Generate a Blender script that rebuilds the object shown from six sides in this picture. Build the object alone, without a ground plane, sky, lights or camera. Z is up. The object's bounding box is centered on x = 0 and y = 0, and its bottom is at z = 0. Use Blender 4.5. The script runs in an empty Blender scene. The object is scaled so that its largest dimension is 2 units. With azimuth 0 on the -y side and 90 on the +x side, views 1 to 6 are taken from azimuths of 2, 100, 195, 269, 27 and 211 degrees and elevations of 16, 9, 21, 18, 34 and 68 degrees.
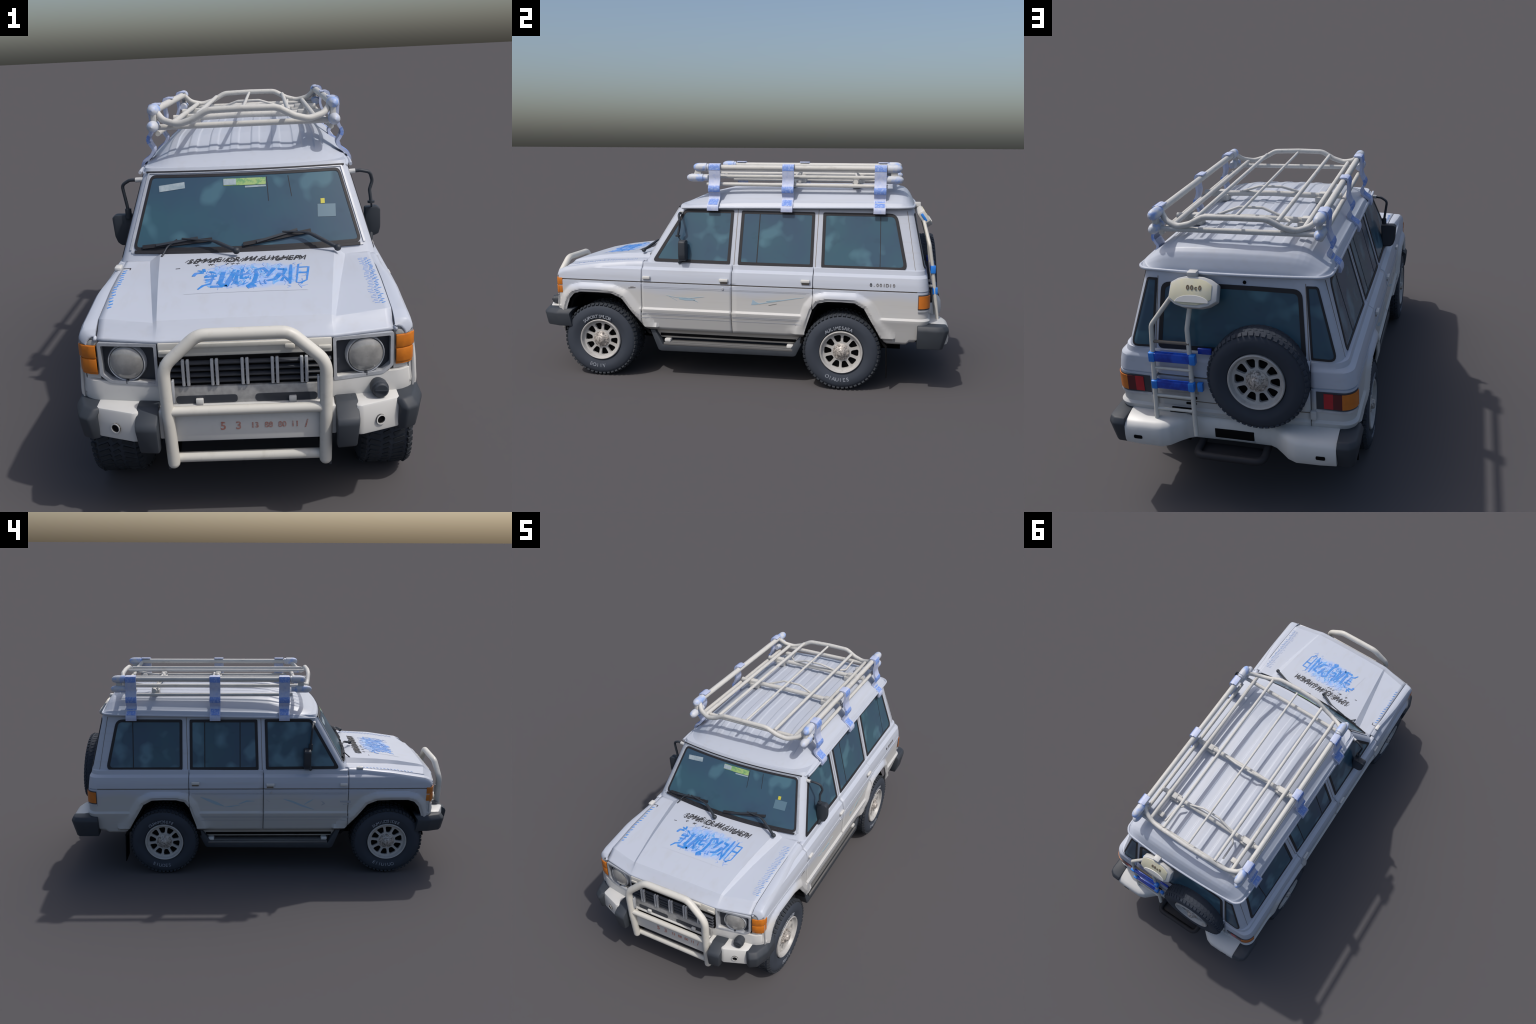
import bpy, bmesh, math, random
from mathutils import Vector, Matrix

random.seed(7)
COL = bpy.context.scene.collection

# ------------------------------------------------------------------ materials
def srgb(r, g, b):
    f = lambda c: c / 12.92 if c <= .04045 else ((c + .055) / 1.055) ** 2.4
    return (f(r / 255), f(g / 255), f(b / 255), 1)

def base_mat(name):
    m = bpy.data.materials.new(name)
    m.use_nodes = True
    nt = m.node_tree
    return m, nt, nt.nodes['Principled BSDF']

def N(nt, typ, **kw):
    n = nt.nodes.new(typ)
    for k, v in kw.items():
        setattr(n, k, v)
    return n

def noise(nt, coord, scale, detail=3, rough=.55, stretch=(1, 1, 1)):
    mp = N(nt, 'ShaderNodeMapping')
    mp.inputs['Scale'].default_value = stretch
    nt.links.new(coord, mp.inputs['Vector'])
    n = N(nt, 'ShaderNodeTexNoise')
    n.inputs['Scale'].default_value = scale
    n.inputs['Detail'].default_value = detail
    n.inputs['Roughness'].default_value = rough
    nt.links.new(mp.outputs['Vector'], n.inputs['Vector'])
    return n.outputs['Fac']

def ramp(nt, fac, a, b, lo=0., hi=1.):
    r = N(nt, 'ShaderNodeMapRange')
    r.inputs['From Min'].default_value = a
    r.inputs['From Max'].default_value = b
    r.inputs['To Min'].default_value = lo
    r.inputs['To Max'].default_value = hi
    nt.links.new(fac, r.inputs['Value'])
    return r.outputs['Result']

def mix(nt, fac, a, b):
    m = N(nt, 'ShaderNodeMix', data_type='RGBA')
    for sock, v in ((m.inputs[0], fac), (m.inputs[6], a), (m.inputs[7], b)):
        if isinstance(v, (tuple, list, float, int)):
            sock.default_value = v
        else:
            nt.links.new(v, sock)
    return m.outputs[2]

def math_node(nt, op, a, b=0.):
    m = N(nt, 'ShaderNodeMath', operation=op)
    for i, v in enumerate((a, b)):
        if isinstance(v, (float, int)):
            m.inputs[i].default_value = v
        else:
            nt.links.new(v, m.inputs[i])
    return m.outputs[0]

def simple(name, col, rough=.5, metal=0., var=.0, vscale=30., col2=None, spec=.5, bump=0., bscale=200.,
           stretch=(1, 1, 1), coat=0., thresh=(.35, .7)):
    m, nt, p = base_mat(name)
    tc = N(nt, 'ShaderNodeTexCoord').outputs['Object']
    c = col
    if col2 is not None:
        f = ramp(nt, noise(nt, tc, vscale, 4, .6, stretch), thresh[0], thresh[1], 0., var)
        c = mix(nt, f, col, col2)
    if isinstance(c, tuple):
        p.inputs['Base Color'].default_value = c
    else:
        nt.links.new(c, p.inputs['Base Color'])
    p.inputs['Roughness'].default_value = rough
    p.inputs['Metallic'].default_value = metal
    p.inputs['Specular IOR Level'].default_value = spec
    p.inputs['Coat Weight'].default_value = coat
    if bump:
        b = N(nt, 'ShaderNodeBump')
        b.inputs['Strength'].default_value = bump
        b.inputs['Distance'].default_value = .002
        nt.links.new(noise(nt, tc, bscale, 2), b.inputs['Height'])
        nt.links.new(b.outputs['Normal'], p.inputs['Normal'])
    return m

def body_paint():
    """cool white above a wavy waist line, warm white below, faint pin stripes and dust"""
    m, nt, p = base_mat('white_paint')
    tc = N(nt, 'ShaderNodeTexCoord').outputs['Object']
    sep = N(nt, 'ShaderNodeSeparateXYZ')
    nt.links.new(tc, sep.inputs[0])
    x, y, z = sep.outputs
    cool, warm = WHITE_COOL, WHITE_WARM
    wav = math_node(nt, 'MULTIPLY', math_node(nt, 'SINE', math_node(nt, 'MULTIPLY', y, 15.)), .011)
    zz = math_node(nt, 'ADD', z, wav)
    f = ramp(nt, zz, .412, .447)
    c = mix(nt, f, warm, cool)
    # dusty streaks, stretched along the car
    st = ramp(nt, noise(nt, tc, 26, 4, .6, (1, .12, 2.2)), .52, .75, 0., .16)
    c = mix(nt, st, c, DUST)
    # soft mottling
    mo = ramp(nt, noise(nt, tc, 7, 3, .5), .45, .7, 0., .10)
    c = mix(nt, mo, c, srgb(172, 179, 195))
    nt.links.new(c, p.inputs['Base Color'])
    p.inputs['Roughness'].default_value = .42
    p.inputs['Specular IOR Level'].default_value = .35
    return m

def glass_mat(name, side):
    m, nt, p = base_mat(name)
    tc = N(nt, 'ShaderNodeTexCoord').outputs['Object']
    a = ramp(nt, noise(nt, tc, 5.5, 2, .45), .35, .7)
    c = mix(nt, a, srgb(56, 79, 99), srgb(56, 88, 102))
    lo, hi, k = (.48, .62, .62) if side < 0 else (.56, .68, .5)
    if side == 0:
        lo, hi, k = .60, .66, .45
    b = ramp(nt, noise(nt, tc, 10.5 if side else 8.5, 1.5, .4, (1, 1, 1)), lo, hi, 0., k)
    c = mix(nt, b, c, srgb(96, 130, 146) if side < 0 else srgb(88, 126, 140))
    d = ramp(nt, noise(nt, tc, 14, 2, .5, (1, 1, 1.4)), .60, .72, 0., .25)
    c = mix(nt, d, c, srgb(46, 64, 82))
    nt.links.new(c, p.inputs['Base Color'])
    p.inputs['Roughness'].default_value = .24
    p.inputs['Specular IOR Level'].default_value = .35
    return m

WHITE_COOL = srgb(177, 183, 195)
WHITE_WARM = srgb(183, 183, 182)
DUST = srgb(158, 152, 142)

M = {}
M['paint'] = body_paint()
M['cream'] = simple('cream_paint', srgb(198, 196, 189), .45, var=.35, vscale=40, col2=srgb(160, 154, 142), stretch=(1, .35, 1), thresh=(.55, .78))
M['rackpaint'] = simple('chalky_rack_paint', srgb(190, 189, 185), .6, var=.5, vscale=55, col2=srgb(148, 144, 136), stretch=(1, .3, 1), thresh=(.55, .75))
M['bumperwhite'] = simple('bumper_white', srgb(198, 198, 196), .42, var=.2, vscale=30, col2=srgb(168, 164, 158), thresh=(.55, .8))
M['capblue'] = simple('cap_blue', srgb(186, 190, 198), .5, var=.8, vscale=26, col2=srgb(120, 156, 220), thresh=(.47, .64))
M['strap'] = simple('strap_lilac', srgb(178, 186, 210), .5, var=.6, vscale=60, col2=srgb(150, 166, 208), thresh=(.45, .65))
M['strapblue'] = simple('strap_blue', srgb(106, 138, 206), .5, var=.9, vscale=130, col2=srgb(152, 172, 214), thresh=(.5, .6))
M['glass'] = glass_mat('tinted_glass', 1)
M['glassr'] = glass_mat('tinted_glass_curtained', -1)
M['glassf'] = glass_mat('windscreen_glass', 0)
M['seal'] = simple('rubber_seal', srgb(40, 40, 44), .55, spec=.3)
M['black'] = simple('black_void', srgb(14, 14, 16), .8, spec=.1)
M['plastic'] = simple('dark_plastic', srgb(56, 61, 68), .55, var=.5, vscale=12, col2=srgb(46, 50, 56), spec=.35, bump=.08, bscale=600)
M['mirror'] = simple('mirror_plastic', srgb(48, 53, 60), .5, spec=.35)
M['rubber'] = simple('tyre_rubber', srgb(56, 62, 72), .75, var=.5, vscale=10, col2=srgb(48, 52, 60), spec=.25)
M['tread'] = simple('tyre_tread', srgb(50, 54, 60), .8, var=.5, vscale=25, col2=srgb(42, 45, 50), spec=.2)
M['alloy'] = simple('wheel_alloy', srgb(172, 171, 169), .4, metal=.0, var=.45, vscale=45, col2=srgb(132, 128, 124), spec=.5, thresh=(.5, .75))
M['hub'] = simple('hub_metal', srgb(176, 170, 164), .4, metal=.15, var=.8, vscale=140, col2=srgb(84, 80, 76), thresh=(.48, .6))
M['letter'] = simple('tyre_letter', srgb(146, 152, 162), .7, var=.8, vscale=120, col2=srgb(92, 98, 108), thresh=(.4, .6))
M['chrome'] = simple('silver_trim', srgb(190, 194, 200), .3, metal=.3, var=.4, vscale=40, col2=srgb(140, 144, 150))
M['lens'] = simple('lamp_lens', srgb(150, 150, 148), .12, var=.7, vscale=22, col2=srgb(104, 104, 104), spec=.6, coat=.6)
M['lamprecess'] = simple('lamp_recess', srgb(50, 54, 62), .5)
M['orange'] = simple('amber_lens', srgb(196, 114, 30), .35, var=.5, vscale=40, col2=srgb(160, 84, 22), spec=.5)
M['orangerear'] = simple('amber_rear_lens', srgb(196, 112, 36), .35, var=.4, vscale=40, col2=srgb(160, 84, 26), spec=.5)
M['red'] = simple('red_lens', srgb(172, 34, 44), .35, var=.3, vscale=40, col2=srgb(130, 22, 32))
M['darkred'] = simple('dark_red_lens', srgb(86, 26, 32), .35)
M['grey'] = simple('grey_metal', srgb(168, 168, 168), .4, metal=.2, var=.5, vscale=60, col2=srgb(120, 120, 120), stretch=(1, .2, 1))
M['stepgrey'] = simple('step_grey', srgb(104, 104, 104), .45, var=.6, vscale=40, col2=srgb(70, 70, 72), stretch=(1, .08, 1))
M['sill'] = simple('sill_paint', srgb(178, 175, 170), .5, var=.4, vscale=30, col2=srgb(150, 144, 136), stretch=(1, .15, 1))
M['blue'] = simple('blue_tape', srgb(30, 84, 198), .3, var=.8, vscale=22, col2=srgb(16, 40, 140), spec=.5, thresh=(.42, .62))
M['bluelight'] = simple('light_blue_tape', srgb(44, 132, 220), .3, var=.6, vscale=60, col2=srgb(30, 100, 200))
M['lampface'] = simple('work_lamp_face', srgb(214, 206, 170), .5, var=.7, vscale=14, col2=srgb(200, 198, 184))
M['lampbody'] = simple('work_lamp_body', srgb(192, 192, 190), .5, var=.3, vscale=30, col2=srgb(176, 176, 176))
M['ink'] = simple('black_ink', srgb(46, 46, 50), .6, var=.8, vscale=120, col2=srgb(96, 98, 104), thresh=(.5, .66))
M['greyink'] = simple('grey_ink', srgb(110, 108, 108), .6)
M['brownink'] = simple('brown_ink', srgb(104, 84, 62), .6)
M['redink'] = simple('faded_red_ink', srgb(172, 112, 98), .6, var=.9, vscale=160, col2=srgb(184, 160, 152), thresh=(.4, .6))
M['blueink'] = simple('blue_marker', srgb(50, 126, 200), .5, var=.8, vscale=45, col2=srgb(92, 136, 204), thresh=(.42, .6))
M['bluesmear'] = simple('blue_smear', srgb(108, 162, 218), .5, var=.9, vscale=34, col2=srgb(160, 182, 210), thresh=(.45, .6))
def wash_mat():
    m, nt, p = base_mat('blue_wash')
    tc = N(nt, 'ShaderNodeTexCoord').outputs['Object']
    sep = N(nt, 'ShaderNodeSeparateXYZ')
    nt.links.new(tc, sep.inputs[0])
    dx = math_node(nt, 'POWER', math_node(nt, 'ABSOLUTE', math_node(nt, 'MULTIPLY', math_node(nt, 'ADD', sep.outputs[0], -.018), 6.4)), 3.)
    dy = math_node(nt, 'POWER', math_node(nt, 'ABSOLUTE', math_node(nt, 'MULTIPLY', math_node(nt, 'ADD', sep.outputs[1], .642), 10.5)), 3.)
    d = math_node(nt, 'ADD', math_node(nt, 'ADD', dx, dy), math_node(nt, 'MULTIPLY', noise(nt, tc, 22, 3), .5))
    f = ramp(nt, d, .55, 1.05, 1., 0.)
    tint = mix(nt, ramp(nt, noise(nt, tc, 30, 3), .40, .60), srgb(140, 170, 220), srgb(166, 182, 212))
    nt.links.new(mix(nt, f, WHITE_COOL, tint), p.inputs['Base Color'])
    p.inputs['Roughness'].default_value = .42
    p.inputs['Specular IOR Level'].default_value = .35
    return m
M['bluewash'] = wash_mat()
M['paleblueink'] = simple('pale_blue_ink', srgb(134, 160, 208), .5)
M['teal'] = simple('teal_decal', srgb(146, 172, 184), .5, var=.7, vscale=20, col2=srgb(156, 172, 192))
M['pinstripe'] = simple('pinstripe_grey', srgb(160, 164, 172), .5)
M['groove'] = simple('groove_dark', srgb(112, 104, 94), .6)
M['sticker'] = simple('green_sticker', srgb(150, 176, 112), .5, var=1., vscale=60, col2=srgb(104, 152, 100), thresh=(.45, .55))
M['stickerwhite'] = simple('white_sticker', srgb(164, 176, 182), .5, var=.8, vscale=50, col2=srgb(120, 142, 154))
M['yellow'] = simple('yellow_toy', srgb(186, 180, 62), .5)
M['ghost'] = simple('pale_interior_patch', srgb(84, 112, 128), .45)

# ------------------------------------------------------------------ object helpers
ROOT = bpy.data.objects.new('off_road_wagon', None)
COL.objects.link(ROOT)
ROOT['label'] = 'white boxy off-road wagon with tubular roof rack'
ROOT['category'] = 'car'

def group(name, parent=None, loc=(0, 0, 0)):
    e = bpy.data.objects.new(name, None)
    e.location = loc
    COL.objects.link(e)
    e.parent = parent or ROOT
    return e

def add(name, me, mat, parent=None, smooth=True, angle=35):
    o = bpy.data.objects.new(name, me)
    COL.objects.link(o)
    o.parent = parent or ROOT
    if mat is not None and not me.materials:
        me.materials.append(M[mat] if isinstance(mat, str) else mat)
    if smooth:
        me.shade_smooth()
        me.set_sharp_from_angle(angle=math.radians(angle))
    return o

def to_mesh(name, verts, faces, merge=1e-5, fix=True):
    bm = bmesh.new()
    vs = [bm.verts.new(v) for v in verts]
    for f in faces:
        try:
            bm.faces.new([vs[i] for i in f])
        except ValueError:
            pass
    if merge:
        bmesh.ops.remove_doubles(bm, verts=bm.verts, dist=merge)
        bmesh.ops.dissolve_degenerate(bm, edges=bm.edges, dist=1e-6)
    if fix:
        bmesh.ops.recalc_face_normals(bm, faces=bm.faces)
    me = bpy.data.meshes.new(name)
    bm.to_mesh(me)
    bm.free()
    return me

def bm_mesh(name, bm):
    bmesh.ops.recalc_face_normals(bm, faces=bm.faces)
    me = bpy.data.meshes.new(name)
    bm.to_mesh(me)
    bm.free()
    return me

def box(name, c, s, mat, parent=None, bev=.003, rot=None, taper=None, seg=2):
    bm = bmesh.new()
    bmesh.ops.create_cube(bm, size=1)
    for v in bm.verts:
        if taper and v.co.z > 0:
            v.co.x *= taper[0]
            v.co.y *= taper[1]
        v.co = Vector((v.co.x * s[0], v.co.y * s[1], v.co.z * s[2]))
    if bev:
        bmesh.ops.bevel(bm, geom=list(bm.edges), offset=bev, segments=seg, profile=.5, affect='EDGES', clamp_overlap=True)
    mtx = Matrix.Translation(c)
    if rot is not None:
        mtx = mtx @ rot
    bm.transform(mtx)
    return add(name, bm_mesh(name, bm), mat, parent)

def prism(name, loop_a, loop_b, mat, parent=None, bev=0., angle=35, seg=2):
    """solid between two matching closed 3D loops"""
    n = len(loop_a)
    bm = bmesh.new()
    a = [bm.verts.new(p) for p in loop_a]
    b = [bm.verts.new(p) for p in loop_b]
    bm.faces.new(a)
    bm.faces.new(b[::-1])
    for i in range(n):
        bm.faces.new((a[i], a[(i + 1) % n], b[(i + 1) % n], b[i]))
    bmesh.ops.recalc_face_normals(bm, faces=bm.faces)
    if bev:
        bmesh.ops.bevel(bm, geom=list(bm.edges), offset=bev, segments=seg, profile=.5, affect='EDGES', clamp_overlap=True)
    big = [f for f in bm.faces if len(f.verts) > 4]
    if big:
        bmesh.ops.triangulate(bm, faces=big)
    return add(name, bm_mesh(name, bm), mat, parent, angle=angle)

def fillet(pts, rad, seg=6):
    pts = [Vector(p) for p in pts]
    rads = rad if isinstance(rad, (list, tuple)) else [rad] * len(pts)
    out = [pts[0]]
    for i in range(1, len(pts) - 1):
        p, a, b = pts[i], pts[i - 1], pts[i + 1]
        d1, d2 = (a - p), (b - p)
        ang = d1.angle(d2)
        t = rads[i] / max(math.tan(ang / 2), 1e-3)
        t = min(t, d1.length * .48, d2.length * .48)
        s, e = p + d1.normalized() * t, p + d2.normalized() * t
        for k in range(seg + 1):
            u = k / seg
            out.append((1 - u) ** 2 * s + 2 * u * (1 - u) * p + u * u * e)
    out.append(pts[-1])
    return out

def tube_data(path, r, n=14, close=False, caps=True):
    path = [Vector(p) for p in path]
    m = len(path)
    verts, faces = [], []
    t0 = (path[1] - path[0]).normalized()
    up = Vector((0, 0, 1)) if abs(t0.z) < .9 else Vector((1, 0, 0))
    nrm = t0.cross(up).normalized()
    for i in range(m):
        if close:
            t = (path[(i + 1) % m] - path[i - 1]).normalized()
        elif i == 0:
            t = t0
        elif i == m - 1:
            t = (path[-1] - path[-2]).normalized()
        else:
            t = ((path[i + 1] - path[i]).normalized() + (path[i] - path[i - 1]).normalized()).normalized()
        nrm = (nrm - t * nrm.dot(t)).normalized()
        bn = t.cross(nrm)
        rr = r[i] if isinstance(r, (list, tuple)) else r
        for k in range(n):
            a = 2 * math.pi * k / n
            verts.append(path[i] + (nrm * math.cos(a) + bn * math.sin(a)) * rr)
    rows = m if close else m - 1
    for i in range(rows):
        j = (i + 1) % m
        for k in range(n):
            faces.append((i * n + k, i * n + (k + 1) % n, j * n + (k + 1) % n, j * n + k))
    if caps and not close:
        faces.append(tuple(range(n - 1, -1, -1)))
        faces.append(tuple((m - 1) * n + k for k in range(n)))
    return verts, faces

def tube(name, path, r, mat, parent=None, n=14, close=False):
    v, f = tube_data(path, r, n, close)
    return add(name, to_mesh(name, v, f, merge=0), mat, parent, angle=50)

def multi(name, parts, mat, parent=None, angle=40, stuff=False):
    V, F = [], []
    for v, f in parts:
        o = len(V)
        V += list(v)
        F += [tuple(i + o for i in q) for q in f]
    ob = add(name, to_mesh(name, V, F, merge=0), mat, parent, angle=angle)
    if stuff:
        ob['kind'] = 'stuff'
    return ob

def revolve_data(profile, n=64, close=True):
    """profile of (radius, axial) revolved about the x axis"""
    V, F = [], []
    m = len(profile)
    for i in range(n):
        a = 2 * math.pi * i / n
        for r, x in profile:
            V.append((x, r * math.cos(a), r * math.sin(a)))
    for i in range(n):
        j = (i + 1) % n
        for k in range(m if close else m - 1):
            l = (k + 1) % m
            F.append((i * m + k, i * m + l, j * m + l, j * m + k))
    return V, F

def box_data(c, s, rot=None):
    V = []
    for dx in (-.5, .5):
        for dy in (-.5, .5):
            for dz in (-.5, .5):
                p = Vector((dx * s[0], dy * s[1], dz * s[2]))
                if rot is not None:
                    p = rot @ p
                V.append(p + Vector(c))
    F = [(0, 1, 3, 2), (4, 6, 7, 5), (0, 4, 5, 1), (2, 3, 7, 6), (0, 2, 6, 4), (1, 5, 7, 3)]
    return V, F

def interp(tab, t):
    if t <= tab[0][0]:
        return tab[0][1]
    for (a, va), (b, vb) in zip(tab, tab[1:]):
        if t <= b:
            return va + (vb - va) * (t - a) / (b - a)
    return tab[-1][1]

def sstep(a, b, t):
    u = min(1, max(0, (t - a) / (b - a)))
    return u * u * (3 - 2 * u)

def mx(s, pts):
    return [(s * p[0], p[1], p[2]) for p in pts]

def round_poly(pts, rad, seg=5):
    """round the corners of a closed 2D polygon"""
    n = len(pts)
    rads = rad if isinstance(rad, (list, tuple)) else [rad] * n
    out = []
    for i in range(n):
        p, a, b = Vector(pts[i]), Vector(pts[i - 1]), Vector(pts[(i + 1) % n])
        d1, d2 = a - p, b - p
        t = min(rads[i], d1.length * .45, d2.length * .45)
        s, e = p + d1.normalized() * t, p + d2.normalized() * t
        for k in range(seg + 1):
            u = k / seg
            out.append((1 - u) ** 2 * s + 2 * u * (1 - u) * p + u * u * e)
    return out

def densify(loop, step=.03):
    """insert points on long straight runs (counts depend on the index only via count list)"""
    out, cnt = [], []
    n = len(loop)
    for i in range(n):
        a, b = Vector(loop[i]), Vector(loop[(i + 1) % n])
        k = step[i] if isinstance(step, list) else max(1, int((b - a).length / step))
        cnt.append(k)
        out += [a.lerp(b, j / k) for j in range(k)]
    return out, cnt

def inset_poly(pts, d):
    """inset each edge of a convex polygon (any orientation)"""
    n = len(pts)
    P = [Vector(p) for p in pts]
    area = sum(P[i].x * P[(i + 1) % n].y - P[(i + 1) % n].x * P[i].y for i in range(n))
    sg = 1 if area > 0 else -1
    out = []
    for i in range(n):
        a, p, b = P[i - 1], P[i], P[(i + 1) % n]
        e1, e2 = (p - a).normalized(), (b - p).normalized()
        n1, n2 = Vector((-e1.y, e1.x)) * sg, Vector((-e2.y, e2.x)) * sg
        k = (n1 + n2)
        out.append(p + k * (d / max(1 + n1.dot(n2), .2)))
    return out

# ------------------------------------------------------------------ body surface rules
SIDE = [(.18, .394), (.233, .413), (.300, .431), (.332, .4405), (.337, .441), (.346, .432), (.40, .4335), (.455, .4355),
        (.4635, .4355), (.4645, .4305), (.4695, .4305), (.4705, .435), (.500, .4320), (.526, .4260), (.5295, .4225),
        (.538, .4085), (.557, .4045), (.60, .393), (.82, .3345), (.90, .313)]
REAR = [(.18, .880), (.233, .890), (.310, .899), (.334, .906), (.338, .906), (.346, .899), (.363, .899), (.455, .896),
        (.4635, .896), (.4645, .892), (.4695, .892), (.4705, .896), (.526, .889), (.5295, .887), (.538, .882), (.557, .8785),
        (.60, .871), (.82, .8225), (.90, .805)]

ARCH_F = [(-.845, .15), (-.832, .24), (-.822, .289), (-.815, .330), (-.800, .372), (-.777, .399), (-.744, .409), (-.66, .410),
          (-.585, .407), (-.535, .386), (-.486, .323), (-.401, .222), (-.34, .15)]
ARCH_R = [(.315, .15), (.338, .240), (.356, .300), (.378, .368), (.404, .401), (.446, .411), (.51, .412), (.570, .409),
          (.613, .385), (.662, .300), (.690, .248), (.716, .216), (.76, .15)]

def arch_dist(y, z):
    best = 9.
    for arch in (ARCH_F, ARCH_R):
        for (a, b), (c, d) in zip(arch, arch[1:]):
            vy, vz = c - a, d - b
            t = max(0, min(1, ((y - a) * vy + (z - b) * vz) / (vy * vy + vz * vz)))
            best = min(best, math.hypot(y - a - t * vy, z - b - t * vz))
    return best

def flare(y, z):
    d = arch_dist(y, z)
    if d > .046:
        return 0.
    h = .018 * sstep(.245, .335, z) * sstep(-.866, -.832, y)
    if d < .009:
        return h * (.62 + .10 * d / .009)
    if d < .012:
        return h * (.72 + .28 * (d - .009) / .003)
    u = (d - .012) / .034
    return h * (1 - u * u)

def taper(y):
    t = .004 * sstep(-.55, -.86, y) if y < -.55 else 0.
    if y < -.854:
        t += .024 * min(1, (-.854 - y) / .021) ** 2
    return t

def side_x(y, z):
    base = interp(SIDE, z) - taper(y)
    f = flare(y, z)
    if f:
        base = max(base, min(interp(SIDE, max(z, .35)), .4335) - taper(y) + f)
    return base

def arch_floor(y, arch):
    if y <= arch[0][0] or y >= arch[-1][0]:
        return 0.
    return interp(arch, y)

Z_LEVELS = [.19, .205, .22, .233, .25, .27, .285, .30, .315, .325, .332, .337, .342, .346, .352, .36, .368, .376, .384,
            .392, .40, .407, .413, .419, .425, .431, .437, .443, .449, .455, .4635, .4645, .4695, .4705, .48, .49, .50, .513, .522, .526,
            .5295, .5335, .538, .545, .551, .557]

def skin(name, cols, pos, zlo, zhi, mat, s=1, parent=None, caps=None, thick=.010, inward=None, levels=Z_LEVELS):
    """column grid: every level is clamped between the panel's own lower and upper outline, then thickened inward"""
    V, rows = [], None
    for c in cols:
        lo, hi = zlo(c), zhi(c)
        col = []
        for z in levels:
            zz = min(max(z, lo), hi)
            col.append(Vector(pos(c, zz)))
        if caps:
            col += [Vector(p) for p in caps(c)]
        rows = len(col)
        V += col
    F = []
    n = len(cols)
    for i in range(n - 1):
        for k in range(rows - 1):
            F.append((i * rows + k, (i + 1) * rows + k, (i + 1) * rows + k + 1, i * rows + k + 1))
    V = [(s * v.x, v.y, v.z) for v in V]
    bm = bmesh.new()
    vs = [bm.verts.new(v) for v in V]
    for f in F:
        bm.faces.new([vs[i] for i in f])
    bmesh.ops.remove_doubles(bm, verts=bm.verts, dist=2e-5)
    bmesh.ops.dissolve_degenerate(bm, edges=bm.edges, dist=2e-5)
    bmesh.ops.recalc_face_normals(bm, faces=bm.faces)
    bm.normal_update()
    # make normals point away from the inside of the car
    cx = sum((f.normal.x * f.calc_center_median().x + .3 * f.normal.y * f.calc_center_median().y + f.normal.z * (f.calc_center_median().z - .3)) * f.calc_area() for f in bm.faces)
    if cx < 0:
        bmesh.ops.reverse_faces(bm, faces=bm.faces)
    me = bpy.data.meshes.new(name)
    bm.to_mesh(me)
    bm.free()
    o = add(name, me, mat, parent, angle=28)
    md = o.modifiers.new('thick', 'SOLIDIFY')
    md.thickness = thick
    md.offset = -1
    return o

def lin(a, b, n):
    return [a + (b - a) * i / (n - 1) for i in range(n)]

GAP = .0016
Y_FD = -.437        # fender / front door
Y_DD = 0.000        # door / door
Y_DQ = .379         # rear door / quarter
DOOR_LO = .2345

# fender upper outline: rises from the front corner to the windscreen base
FEND_TOP = [(-.875, .496), (-.86, .511), (-.83, .5240), (-.66, .550), (-.47, .564), (-.42, .565)]
def fender_top(y):
    return interp(FEND_TOP, y)

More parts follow.
